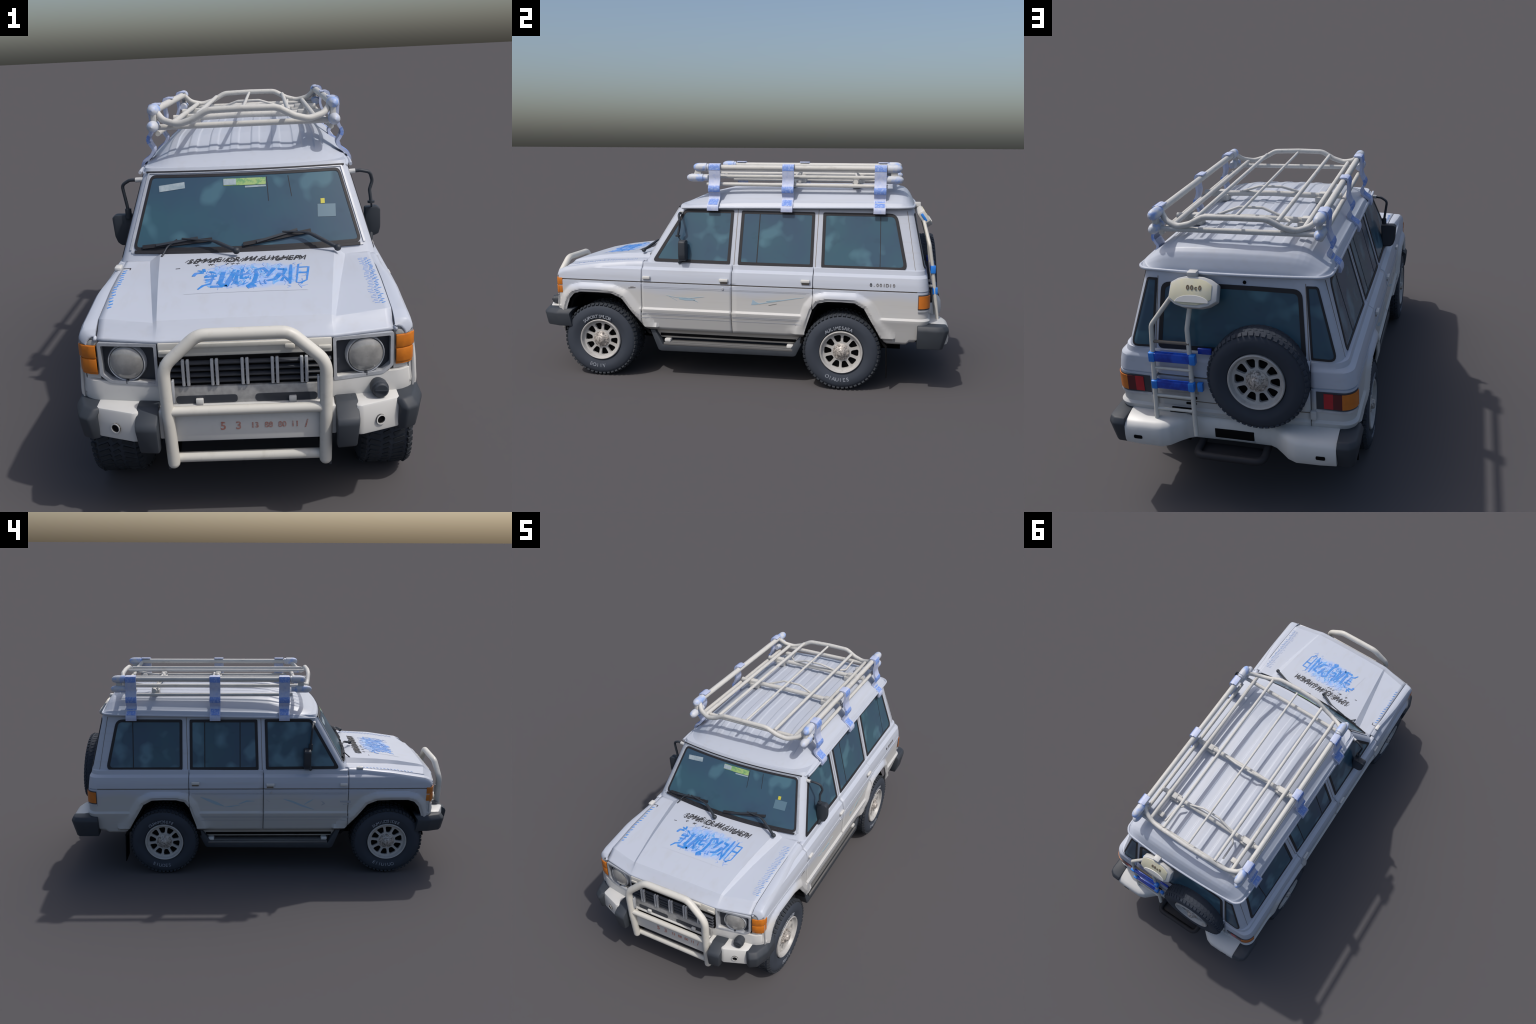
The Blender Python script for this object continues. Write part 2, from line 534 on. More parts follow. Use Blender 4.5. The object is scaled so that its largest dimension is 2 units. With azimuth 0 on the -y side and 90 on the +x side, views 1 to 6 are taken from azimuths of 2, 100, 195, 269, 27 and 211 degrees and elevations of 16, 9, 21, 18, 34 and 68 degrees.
for s in (1, -1):
    # --- front fender
    cols = sorted(set(lin(-.8745, -.858, 8) + lin(-.857, -.80, 14) + lin(-.80, -.72, 12) + lin(-.72, -.60, 8) + lin(-.60, Y_FD - GAP, 30)))
    def f_lo(y):
        return max(arch_floor(y, ARCH_F), .305 if y < -.822 else .20, .2345 if y > -.45 else 0, min(.482, fender_top(y) - .024) if y < -.8575 else 0)
    def f_hi(y):
        return fender_top(y) - .022
    def f_caps(y):
        t = fender_top(y)
        xs = side_x(y, t - .022)
        return [(xs - .0035, y, t - .013), (xs - .011, y, t - .004), (xs - .020, y, t - .0005), (min(.393, xs - .022), y, t), (min(.3815, xs - .03), y, t), (min(.3805, xs - .031), y, t - .012)]
    skin('front_fender', cols, lambda y, z: (side_x(y, z), y, z), f_lo, f_hi, 'paint', s, caps=f_caps)
    # --- doors
    cols = lin(Y_FD + GAP, Y_DD - GAP, 40)
    def d_lo(y):
        return max(DOOR_LO, arch_floor(y, ARCH_F), arch_floor(y, ARCH_R))
    belt = lambda y: [(.3975, y, .5595), (.384, y, .5600)]
    skin('front_door', cols, lambda y, z: (side_x(y, z), y, z), d_lo, lambda y: .557, 'paint', s, caps=belt)
    cols = lin(Y_DD + GAP, .30, 12) + lin(.305, Y_DQ - GAP, 30)
    skin('rear_door', cols, lambda y, z: (side_x(y, z), y, z), d_lo, lambda y: .557, 'paint', s, caps=belt)
    # --- rear quarter, wraps round the corner to the tailgate
    side_cols = [('s', y) for y in lin(Y_DQ + GAP, .70, 56) + lin(.705, .835, 12)]
    arc_cols = [('a', t) for t in lin(0, 1, 12)[1:]]
    rear_cols = [('r', t) for t in lin(0, 1, 8)[1:]]
    RC = .050
    def q_pos(c, z, ins=0., dz=0.):
        k, t = c
        X, Y = interp(SIDE, z) - ins, interp(REAR, z) - ins
        if k == 's':
            # keep columns inside the straight part at every height
            y = t
            yend = Y - RC
            if y > .70:
                y = .70 + (y - .70) * (yend - .70) / .135
            return (side_x(y, z) - ins, y, z + dz)
        if k == 'a':
            a = t * math.pi / 2
            return (X - RC + RC * math.cos(a), Y - RC + RC * math.sin(a), z + dz)
        x0 = X - RC
        x = x0 + (.2845 - x0) * t
        return (x, Y + .004 * t, z + dz)
    def q_lo(c):
        k, t = c
        if k == 's':
            base = max(arch_floor(t, ARCH_R), .222 if t < .80 else .235)
            return base
        return .245 if k == 'a' and t < .5 else .30
    skin('rear_quarter_panel', side_cols + arc_cols + rear_cols, q_pos, q_lo, lambda c: .557, 'paint', s, caps=lambda c: [q_pos(c, .557, .007, .0025), q_pos(c, .557, .022, .003)])

    # --- sill under the doors
    yy = lin(-.375, .318, 20)
    prof = [(.394, .2345), (.390, .214), (.380, .190), (.350, .184), (.340, .2345)]
    V, F = [], []
    for y in yy:
        V += [(s * a, y, b) for a, b in prof]
    m = len(prof)
    for i in range(len(yy) - 1):
        for k in range(m):
            F.append((i * m + k, i * m + (k + 1) % m, (i + 1) * m + (k + 1) % m, (i + 1) * m + k))
    F += [tuple(range(m)), tuple((len(yy) - 1) * m + k for k in range(m))]
    add('sill', to_mesh('sill', V, F), 'sill')

# tailgate lower half and its recessed panel lines
def t_pos(x, z):
    return (x, interp(REAR, z) + .004 + .004 * (1 - (x / .28) ** 2), z)
skin('tailgate', lin(-.2815, .2815, 24), t_pos, lambda x: .30, lambda x: .557, 'paint', 1, caps=lambda x: [(x, t_pos(x, .557)[1] - .007, .5595), (x, t_pos(x, .557)[1] - .030, .560)])

# --- dark inner body so that gaps and arches read black
core = [box_data((0, .0, .33), (.56, 1.66, .26)), box_data((0, .21, .487), (.76, 1.28, .11)), box_data((0, -.64, .445), (.76, .42, .05)),
        box_data((0, -.03, .33), (.78, .66, .26)), box_data((0, .79, .39), (.74, .10, .16)), box_data((0, -.845, .39), (.74, .03, .15)),
        box_data((0, .03, .20), (.46, 1.5, .10))]
multi('inner_body', core, 'black')

# ------------------------------------------------------------------ cabin
def ws_y(x, z):
    return -.412 + (z - .59) * .624 - .035 * (1 - (x / .355) ** 2)

def cab_taper(y):
    return .003 + .008 * sstep(-.1, .8, y)

CAB_Z = lin(.545, .83, 12)
RCC = .045
def cab_ring(z):
    X, Y = interp(SIDE, max(z, .557)) - .0015, interp(REAR, max(z, .557)) + .002
    if z < .557:
        X, Y = X + (.557 - z) * .2, Y + .001
    half = []
    xf = X - .030
    for i in range(9):
        x = xf * i / 8
        half.append((x, ws_y(x, z)))
    yf = ws_y(xf, z)
    for t in (.25, .5, .75, 1.):
        a = t * math.pi / 2
        half.append((xf + .030 * math.sin(a), yf + .028 * (1 - math.cos(a)) + .006 * t))
    ys = half[-1][1]
    half = [(x - (cab_taper(y) if x > xf else 0), y) for x, y in half]
    for i in range(1, 16):
        y = ys + (Y - RCC - ys) * i / 15
        half.append((X - cab_taper(y), y))
    X -= cab_taper(.8)
    for i in range(1, 8):
        a = i / 7 * math.pi / 2
        half.append((X - RCC + RCC * math.cos(a), Y - RCC + RCC * math.sin(a)))
    for i in range(1, 8):
        x = (X - RCC) * (1 - i / 7)
        half.append((x, Y - .008 * (1 - (x / (X - RCC)) ** 2)))
    full = half + [(-x, y) for x, y in half[-2:0:-1]]
    return [(x, y, z) for x, y in full]

V, F = [], []
for z in CAB_Z:
    V += cab_ring(z)
nr = len(cab_ring(.6))
for i in range(len(CAB_Z) - 1):
    for k in range(nr):
        F.append((i * nr + k, i * nr + (k + 1) % nr, (i + 1) * nr + (k + 1) % nr, (i + 1) * nr + k))
F += [tuple(range(nr)), tuple((len(CAB_Z) - 1) * nr + k for k in range(nr))]
add('cabin_frame', to_mesh('cabin_frame', V, F), 'paint', angle=30)

def side_out(y, z, off):
    """point on the cabin side, pushed outward"""
    X = interp(SIDE, z) - .0015 - cab_taper(y)
    return Vector((X + off * .966, y, z + off * .258))

def window(name, poly, rads, mapf, s=1, seal_w=.014, glass='glass', parent=None):
    """seal frame with a recessed pane; poly is 2D, mapf(u, v, off) gives the 3D point"""
    outer = round_poly(poly, rads)
    inner_r = [max(r * .6, .003) for r in rads]
    inner = round_poly(inset_poly(poly, seal_w), inner_r)
    outer, cnt = densify(outer)
    inner, _ = densify(inner, cnt)
    n = len(outer)
    V, F = [], []
    for loop, off in ((outer, -.004), (outer, .0025), (inner, .0025), (inner, -.004)):
        V += [mapf(p[0], p[1], off) for p in loop]
    for r in range(4):
        q = (r + 1) % 4
        for k in range(n):
            F.append((r * n + k, r * n + (k + 1) % n, q * n + (k + 1) % n, q * n + k))
    V = mx(s, V)
    g = group(name, parent)
    add('window_seal', to_mesh('window_seal', V, F), 'seal', g)
    # pane: a fan of concentric loops so that curved panes stay curved
    c = sum((Vector(p) for p in inner), Vector((0, 0))) / n
    V, F = [], []
    K = 6
    for k in range(K):
        t = 1 - k / K
        V += [mapf(*(c + (Vector(p) - c) * t), .0012) for p in inner]
    V.append(mapf(c[0], c[1], .0012))
    base = len(V)
    V += [mapf(p[0], p[1], -.004) for p in inner]
    for k in range(K - 1):
        for j in range(n):
            F.append((k * n + j, k * n + (j + 1) % n, (k + 1) * n + (j + 1) % n, (k + 1) * n + j))
    for j in range(n):
        F.append(((K - 1) * n + j, (K - 1) * n + (j + 1) % n, K * n))
        F.append((j, base + j, base + (j + 1) % n, (j + 1) % n))
    V = mx(s, V)
    add('window_pane', to_mesh('window_pane', V, F), glass, g)
    return g

def strip(name, a, b, w, mapf, mat, s=1, parent=None, off=.002, th=.002, n=8):
    """thin raised strip from 2D point a to b on a mapped surface"""
    a, b = Vector(a), Vector(b)
    d = (b - a).normalized()
    q = Vector((-d.y, d.x)) * w / 2
    V, F = [], []
    for i in range(n):
        p = a + (b - a) * i / (n - 1)
        for sg, o in ((-1, off), (1, off), (1, off - th), (-1, off - th)):
            V.append(mapf(*(p + q * sg), o))
    for i in range(n - 1):
        for k in range(4):
            F.append((i * 4 + k, i * 4 + (k + 1) % 4, (i + 1) * 4 + (k + 1) % 4, (i + 1) * 4 + k))
    F += [(0, 1, 2, 3), tuple((n - 1) * 4 + k for k in range(4))]
    return add(name, to_mesh(name, mx(s, V), F, merge=0), mat, parent)

for s in (1, -1):
    gl = 'glass' if s > 0 else 'glassr'
    w = window('front_side_window', [(-.014, .560), (-.392, .563), (-.248, .808), (-.007, .808)], [.008, .022, .02, .008], side_out, s, glass=gl)
    w2 = window('rear_side_window', [(.374, .557), (.023, .559), (.030, .807), (.375, .806)], [.008] * 4, side_out, s, glass=gl)
    w3 = window('quarter_window', [(.802, .555), (.412, .557), (.412, .806), (.748, .806)], [.034, .010, .010, .034], side_out, s, glass=gl)
    # sliding pane dividers
    if s > 0:
        strip('pane_divider', (.112, .568), (.118, .795), .0045, side_out, 'seal', s, w2)
        strip('pane_divider', (.678, .566), (.674, .795), .0030, side_out, 'seal', s, w3)
    else:
        strip('pane_divider', (.118, .568), (.118, .795), .0045, side_out, 'seal', s, w2)
        strip('pane_divider', (.298, .568), (.298, .795), .0045, side_out, 'seal', s, w2)
        strip('pane_divider', (.662, .566), (.664, .795), .0045, side_out, 'seal', s, w3)
    # pillar seams
    strip('pillar_seam', (.005, .556), (.012, .818), .0026, side_out, 'groove', s, off=.0006)
    strip('pillar_seam', (.385, .556), (.392, .818), .0026, side_out, 'groove', s, off=.0006)
    strip('pillar_seam', (.835, .556), (.792, .818), .0018, side_out, 'groove', s, off=.0006)

# windscreen
def ws_map(x, z, off):
    return Vector((x, ws_y(x, z) - off * .85, z + off * .53))
wsw = window('windscreen', [(-.358, .594), (.358, .594), (.303, .809), (-.303, .809)], [.02, .02, .018, .018], ws_map, 1, seal_w=.0085, glass='glassf')
strip('windscreen_trim', (-.366, .594), (-.309, .814), .006, ws_map, 'chrome', 1, wsw, off=.003, th=.004)
strip('windscreen_trim', (.366, .594), (.309, .814), .006, ws_map, 'chrome', 1, wsw, off=.003, th=.004)
strip('windscreen_trim', (-.309, .815), (.309, .815), .005, ws_map, 'chrome', 1, wsw, off=.003, th=.004, n=24)
strip('windscreen_trim', (-.362, .588), (.362, .588), .005, ws_map, 'chrome', 1, wsw, off=.003, th=.004, n=24)
strip('permit_sticker', (-.068, .783), (.066, .783), .020, ws_map, 'sticker', 1, wsw, off=.0022, th=.001)
strip('permit_sticker', (-.068, .783), (-.028, .783), .017, ws_map, 'stickerwhite', 1, wsw, off=.0030, th=.001)
strip('permit_sticker', (.0, .768), (.066, .769), .005, ws_map, 'stickerwhite', 1, wsw, off=.0022, th=.001)
strip('permit_sticker', (-.275, .768), (-.192, .778), .018, ws_map, 'stickerwhite', 1, wsw, off=.0022, th=.001)
strip('permit_sticker', (.225, .690), (.282, .688), .036, ws_map, 'ghost', 1, wsw, off=.0020, th=.001)
strip('yellow_toy', (.236, .716), (.249, .716), .014, ws_map, 'yellow', 1, wsw, off=.0024, th=.001)
strip('pane_divider', (.069, .795), (.073, .725), .002, ws_map, 'seal', 1, wsw, off=.0018, th=.001)
strip('pane_divider', (.137, .795), (.146, .735), .002, ws_map, 'seal', 1, wsw, off=.0018, th=.001)

# rear glass: centre pane and two corner panes
def rear_map(x, z, off):
    X, Y = interp(SIDE, z) - .0015 - cab_taper(.8), interp(REAR, z) + .002
    xe = X - RCC
    ax = abs(x)
    sg = 1 if x >= 0 else -1
    if ax <= xe:
        y = Y - .008 * (1 - (ax / xe) ** 2)
        return Vector((x, y + off * .98, z + off * .15))
    a = min(1.2, (ax - xe) / RCC)
    return Vector((sg * (xe + (RCC + off) * math.sin(a)), Y - RCC + (RCC + off) * math.cos(a), z + off * .15))
window('tailgate_window', [(.268, .560), (-.268, .560), (-.250, .795), (.250, .795)], [.02, .02, .03, .03], rear_map, 1, seal_w=.015, glass='glass')
for s in (1, -1):
    window('corner_window', [(.284, .562), (.374, .562), (.304, .808), (.264, .808)], [.004, .03, .012, .004], rear_map, s, seal_w=.0075, glass='glass')
    strip('pillar_seam', (s * .278, .545), (s * .262, .815), .0026, rear_map, 'groove', 1, off=.0006)

# ------------------------------------------------------------------ hood
def hood_front(x):
    ax = abs(x)
    if ax < .22:
        return -.914 + .002 * (ax / .22) ** 2
    return -.912 + (ax - .22) / .158 * .036

def hood_z(x, y):
    ax = abs(x)
    outer = interp([(-.90, .515), (-.85, .5240), (-.66, .551), (-.47, .564), (-.42, .566)], y) 
    top = interp([(-.90, .518), (-.87, .526), (-.83, .538), (-.72, .559), (-.60, .574), (-.47, .584), (-.42, .587)], y)
    edge = interp([(-.87, .222), (-.47, .266), (-.42, .27)], y)
    run = interp([(-.87, .010), (-.80, .014), (-.47, .032), (-.42, .034)], y)
    u = min(1, max(0, (ax - edge) / run))
    z = top + (outer - top) * u
    if ax < edge:
        z += .003 * (1 - (ax / edge) ** 2)
    yf = hood_front(x)
    d = y - yf
    if d < .048:
        z -= (.048 - d) / .048 * (z - .489) * 1.0
    return z

def hood_edge(y):
    return interp([(-.87, .222), (-.47, .266), (-.42, .27)], y)
def hood_run(y):
    return interp([(-.87, .010), (-.80, .014), (-.47, .032), (-.42, .034)], y)
hcols = [(0, t) for t in lin(0, 1, 14)] + [(1, t) for t in lin(0, 1, 6)[1:]] + [(2, t) for t in lin(0, 1, 9)[1:]]
def hood_x(c, y):
    k, t = c
    e, r = hood_edge(y), hood_run(y)
    return t * e if k == 0 else e + t * r if k == 1 else e + r + t * (.3785 - e - r)
V, F = [], []
ht = [0, .012, .03, .055, .08, .1, .106, .112, .13, .16] + lin(.2, 1, 22)
signed = [(-1, c) for c in hcols[:0:-1]] + [(1, c) for c in hcols]
for sg, c in signed:
    for t in ht:
        y = -.88
        for _ in range(4):
            yf = hood_front(hood_x(c, y))
            y = yf + (-.425 - yf) * t
        x = hood_x(c, y)
        V.append((sg * x, y, hood_z(x, y)))
m = len(ht)
for i in range(len(signed) - 1):
    for k in range(m - 1):
        F.append((i * m + k, (i + 1) * m + k, (i + 1) * m + k + 1, i * m + k + 1))
hood = add('hood', to_mesh('hood', V, F, fix=True), 'paint', angle=16)
if sum(p.normal.z for p in hood.data.polygons) < 0:
    hood.data.flip_normals()
md = hood.modifiers.new('thick', 'SOLIDIFY')
md.thickness = .010
md.offset = -1

# ------------------------------------------------------------------ roof
R_F, R_B = -.298, .816
def roof_half(y):
    a = .343
    if y > .76:
        t = min(1, (y - .76) / (R_B - .76))
        a -= .055 * (1 - math.sqrt(max(0, 1 - t * t)))
    if y < -.22:
        a -= .012 * ((-.22 - y) / .078) ** 2
    return a
def roof_front(x):
    return .034 * (abs(x) / .34) ** 2
ROOF_Z = [(-.298, .822), (-.277, .838), (-.213, .866), (-.16, .880), (-.109, .892), (-.037, .908), (.05, .914), (.2, .917), (.72, .919), (.745, .9165),
          (.768, .909), (.784, .897), (.796, .881), (.806, .862), (.812, .850), (.816, .838)]
ROOF_G = [(-.298, .816), (-.2, .819), (.3, .828), (.824, .837)]
SECT = [(0, 1.), (.3, .985), (.5, .95), (.60, .915), (.68, .86), (.74, .78), (.79, .68), (.83, .57), (.87, .46), (.91, .35), (.935, .275), (.948, .245), (.966, .225), (.978, .14), (1., 0.)]
def roof_rib(x):
    r = 0.
    for c in (-.245, -.175, -.105, -.035, .035, .105, .175, .245):
        d = abs(x - c)
        r = max(r, 1 - sstep(.011, .017, d))
    return r
def roof_z(x, y):
    u = min(1., abs(x) / roof_half(y))
    g, t = interp(ROOF_G, y), interp(ROOF_Z, y)
    z = g + (t - g) * interp(SECT, u)
    return z + .0034 * roof_rib(x) * sstep(-.235, -.17, y) * (1 - sstep(.70, .745, y))
ry = lin(R_F, -.23, 10) + lin(-.22, .0, 20)[0:] + lin(.02, .72, 30) + lin(.73, R_B, 26)
ux = [0, .012] + lin(.02, .80, 92) + [.83, .86, .88, .9, .915, .93, .945, .955, .962, .97, .975, .982, .99, 1.]
ux = [-v for v in ux[:0:-1]] + ux
V, F = [], []
for y in ry:
    a = roof_half(y)
    for u in ux:
        x = a * u
        V.append((x, y + roof_front(x) * (1 - sstep(R_F, .05, y)) + .012 * (1 - (x / .343) ** 2) * sstep(.55, R_B, y), roof_z(x, y)))
m = len(ux)
base = len(V)
for i in range(len(ry) - 1):
    for k in range(m - 1):
        F.append((i * m + k, i * m + k + 1, (i + 1) * m + k + 1, (i + 1) * m + k))
# skirt down to a flat underside
ring = [k for k in range(m)] + [i * m + m - 1 for i in range(1, len(ry))] + [(len(ry) - 1) * m + k for k in range(m - 2, -1, -1)] + [i * m for i in range(len(ry) - 2, 0, -1)]
for i in ring:
    x, y, z = V[i]
    V.append((x, y, interp(ROOF_G, y) - .006))
nr = len(ring)
for k in range(nr):
    F.append((ring[k], ring[(k + 1) % nr], base + (k + 1) % nr, base + k))
F.append(tuple(base + k for k in range(nr)))
add('roof', to_mesh('roof', V, F), 'paint', angle=30)

# rain gutter round sides and back
gp = []
for y in lin(-.258, .75, 20):
    gp.append((roof_half(y) + .002, y, interp(ROOF_G, y) - .002))
for t in lin(0, 1, 8)[1:]:
    a = t * math.pi / 2
    gp.append((.343 + .002 - .05 + .05 * math.cos(a), .770 + .05 * math.sin(a), .8355))
gp += [(x, .8200 + .012 * (1 - (x / .29) ** 2), .8355) for x in lin(.29, 0, 8)[1:]]
path = gp + [(-x, y, z) for x, y, z in gp[-2::-1]]
tube('rain_gutter', path, .0054, 'paint', n=10)
# shadow under the front roof lip, modelled as a dark strip
strip('roof_lip_shadow_strip', (-.318, .8175), (.318, .8175), .004, ws_map, 'seal', 1, off=.004, th=.005, n=24)

# ------------------------------------------------------------------ wheels
def tyre_meshes(low=0.):
    R, W, ri = .1765, .150, .096
    h = W / 2
    prof = [(ri, -h * .72), (ri + .012, -h * .90), (ri + .035, -h * 1.0), (R - .028, -h * .98), (R - .010, -h * .86), (R - .003, -h * .70),
            (R - .003, h * .70), (R - .010, h * .86), (R - .022, h * .955), (R - .040, h * 1.0), (ri + .030, h * .985), (ri + .016, h * .93), (ri + .006, h * .88), (ri, h * .72)]
    v, f = revolve_data(prof, 72)
    tyre = to_mesh('tyre', v, f)
    # tread lugs: shoulder blocks both sides and a zigzag centre
    parts = []
    n = 52
    for i in range(n):
        a = 2 * math.pi * i / n
        rot = Matrix.Rotation(a, 3, 'X')
        for sg in (1, -1):
            r2 = rot @ Matrix.Rotation(sg * .22, 3, 'Z')
            parts.append(box_data(rot @ Vector((sg * h * .80, 0, R - .0070 - low)), (.015, .0125, .012), rot @ Matrix.Rotation(sg * .55, 3, 'Y')))
            if i % 1 == 0:
                parts.append(box_data(rot @ Vector((sg * h * .44, .004 * sg, R - .0030 - low * .6)), (.030, .012, .006), rot @ Matrix.Rotation(sg * .35, 3, 'Z')))
        parts.append(box_data(rot @ Vector((0, .005, R - .0030 - low * .6)), (.018, .011, .006), rot @ Matrix.Rotation(.5, 3, 'Z')))
    V, F = [], []
    for v, f in parts:
        o = len(V)
        V += list(v)
        F += [tuple(i + o for i in q) for q in f]
    tread = to_mesh('tyre_tread', V, F, merge=0)
    return tyre, tread

def rim_mesh():
    """dished disc with ten windows"""
    K = .0225
    prof = [(.0965, .012), (.0985, .040), (.0985, .0485), (.0955, .0515), (.0915, .0495), (.0895, .043), (.0865, .036), (.078, .0335), (.060, .0325), (.042, .033),
            (.036, .0335), (.036, .022), (.060, .021), (.080, .021), (.0875, .012)]
    prof = [(a, b + K) for a, b in prof]
    v, f = revolve_data(prof, 80)
    me = to_mesh('wheel_rim', v, f)
    ob = bpy.data.objects.new('rim_tmp', me)
    COL.objects.link(ob)
    V, F = [], []
    for i in range(10):
        a = 2 * math.pi * (i + .5) / 10
        loop = round_poly([(.0445, -.0085), (.0785, -.0198), (.0785, .0198), (.0445, .0085)], [.007, .013, .013, .007], 5)
        o = len(V)
        n = len(loop)
        ca, sa = math.cos(a), math.sin(a)
        for x in (.0, .10):
            V += [(x, p[0] * ca - p[1] * sa, p[0] * sa + p[1] * ca) for p in loop]
        F += [tuple(o + k for k in range(n)), tuple(o + n + k for k in range(n))[::-1]]
        F += [(o + k, o + n + k, o + n + (k + 1) % n, o + (k + 1) % n) for k in range(n)]
    cut = bpy.data.objects.new('cut_tmp', to_mesh('cut_tmp', V, F, merge=0))
    COL.objects.link(cut)
    md = ob.modifiers.new('b', 'BOOLEAN')
    md.operation, md.solver, md.object = 'DIFFERENCE', 'EXACT', cut
    dg = bpy.context.evaluated_depsgraph_get()
    res = bpy.data.meshes.new_from_object(ob.evaluated_get(dg))
    bpy.data.objects.remove(ob)
    bpy.data.objects.remove(cut)
    res.name = 'wheel_rim'
    return res

TYRE, TREAD = tyre_meshes()
TREAD_LOW = tyre_meshes(.0035)[1]
TREAD_LOW.materials.append(M['rubber'])
RIM = rim_mesh()
TYRE.materials.append(M['rubber'])
TREAD.materials.append(M['tread'])
RIM.materials.append(M['alloy'])
RIM.shade_smooth(); RIM.set_sharp_from_angle(angle=math.radians(38))
TYRE.shade_smooth(); TYRE.set_sharp_from_angle(angle=math.radians(40))
v, f = revolve_data([(.0005, .038), (.0965, .038), (.0965, -.05), (.0005, -.05)], 48)
BACK = to_mesh('wheel_well_disc', v, f); BACK.materials.append(M['black'])
v, f = revolve_data([(.0004, .081), (.010, .0805), (.016, .078), (.0185, .075), (.020, .068), (.024, .065), (.032, .0615), (.0385, .058), (.0385, .036), (.0004, .036)], 40)
HUB = to_mesh('hub_cap', v, f); HUB.materials.append(M['hub'])
HUB.shade_smooth(); HUB.set_sharp_from_angle(angle=math.radians(40))
# wheel nuts
parts = []
for i in range(6):
    a = 2 * math.pi * i / 6
    parts.append(box_data((.061, .031 * math.cos(a), .031 * math.sin(a)), (.010, .007, .007), Matrix.Rotation(a, 3, 'X')))
V, F = [], []
for v, f in parts:
    o = len(V); V += list(v); F += [tuple(i + o for i in q) for q in f]
NUTS = to_mesh('wheel_nut', V, F, merge=0); NUTS.materials.append(M['hub'])

def glyph_mesh(txt, size, ext=.0006, shear=0., fat=.018):
    c = bpy.data.curves.new('txt', 'FONT')
    c.body = txt
    c.size = size
    c.extrude = ext
    c.shear = shear
    c.offset = size * fat
    c.align_x, c.align_y = 'CENTER', 'CENTER'
    o = bpy.data.objects.new('txt', c)
    COL.objects.link(o)
    dg = bpy.context.evaluated_depsgraph_get()
    me = bpy.data.meshes.new_from_object(o.evaluated_get(dg))
    bpy.data.objects.remove(o)
    bpy.data.curves.remove(c)
    return me

def letters(name, parts, mat, parent, stuff=True):
    """join placed glyph meshes: parts = [(mesh, matrix)]"""
    bm = bmesh.new()
    for me, mt in parts:
        b2 = bmesh.new()
        b2.from_mesh(me)
        b2.transform(mt)
        tmp = bpy.data.meshes.new('t')
        b2.to_mesh(tmp)
        b2.free()
        bm.from_mesh(tmp)
        bpy.data.meshes.remove(tmp)
    me = bpy.data.meshes.new(name)
    bm.to_mesh(me)
    bm.free()
    o = add(name, me, mat, parent, smooth=False)
    if stuff:
        o['kind'] = 'stuff'
    return o

def arc_letters(txt, r, centre, step, size, bottom=False):
    """glyphs on a circle in the yz plane, seen from +x; placed at sidewall height"""
    out = []
    n = len(txt)
    for i, ch in enumerate(txt):
        a = (i - (n - 1) / 2) * step
        # local frame seen from +x : right = +y, up = +z
        ang = centre - a if not bottom else centre + a
        pos = Vector((.0745, r * math.cos(ang), r * math.sin(ang)))
        up = Vector((0, math.cos(ang), math.sin(ang))) * (-1 if bottom else 1)
        out_ = Vector((1, 0, 0))
        right = up.cross(out_)
        mt = Matrix((right, up, out_)).transposed().to_4x4()
        mt.translation = pos
        out.append((glyph_mesh(ch, size, .0008), mt))
    return out

def wheel(name, loc, rot, spin, top, bot, tread=None):
    g = group(name, loc=loc)
    g.rotation_euler = rot
    if loc[1] < 0:
        g.scale = (1, 1.035, 1)
    sp = Matrix.Rotation(spin, 4, 'X')
    for nm, me in (('tyre', TYRE), ('tyre_tread', tread or TREAD), ('rim', RIM), ('wheel_well_disc', BACK), ('hub_cap', HUB), ('wheel_nut', NUTS)):
        o = bpy.data.objects.new(nm, me)
        COL.objects.link(o)
        o.parent = g
        o.rotation_euler = (spin, 0, 0)
        if nm in ('tyre_tread', 'wheel_nut'):
            o['kind'] = 'stuff'
    if top:
        L = arc_letters(top, .1145, math.pi / 2 + .12, .115, .021) + arc_letters(bot, .130, -math.pi / 2 - .12, .125, .024, True)
        letters('tyre_lettering', L, 'letter', g)
    return g

PI = math.pi
wheel('wheel', (.371, -.648, .1775), (0, 0, 0), .2, 'SUPORTIMUOR', 'EOIIV')
wheel('wheel', (.371, .514, .1775), (0, 0, 0), .9, 'AULIMESARA', 'OIAUIES')
wheel('wheel', (-.371, -.648, .1775), (0, 0, PI), .5, 'SUMIUOSIDEE', 'EIIUIUO')
wheel('wheel', (-.371, .514, .1775), (0, 0, PI), 1.4, 'OUANMOSEFE', 'EIUOES')
# spare on the tailgate, leaning with it
wheel('spare_wheel', (-.106, .874, .490), (0, math.radians(-4.5), math.radians(90)), .3, '', '', TREAD_LOW).scale = (1, 1.025, 1.025)
box('spare_carrier', (-.108, .885, .50), (.12, .06, .12), 'black', bev=.01)

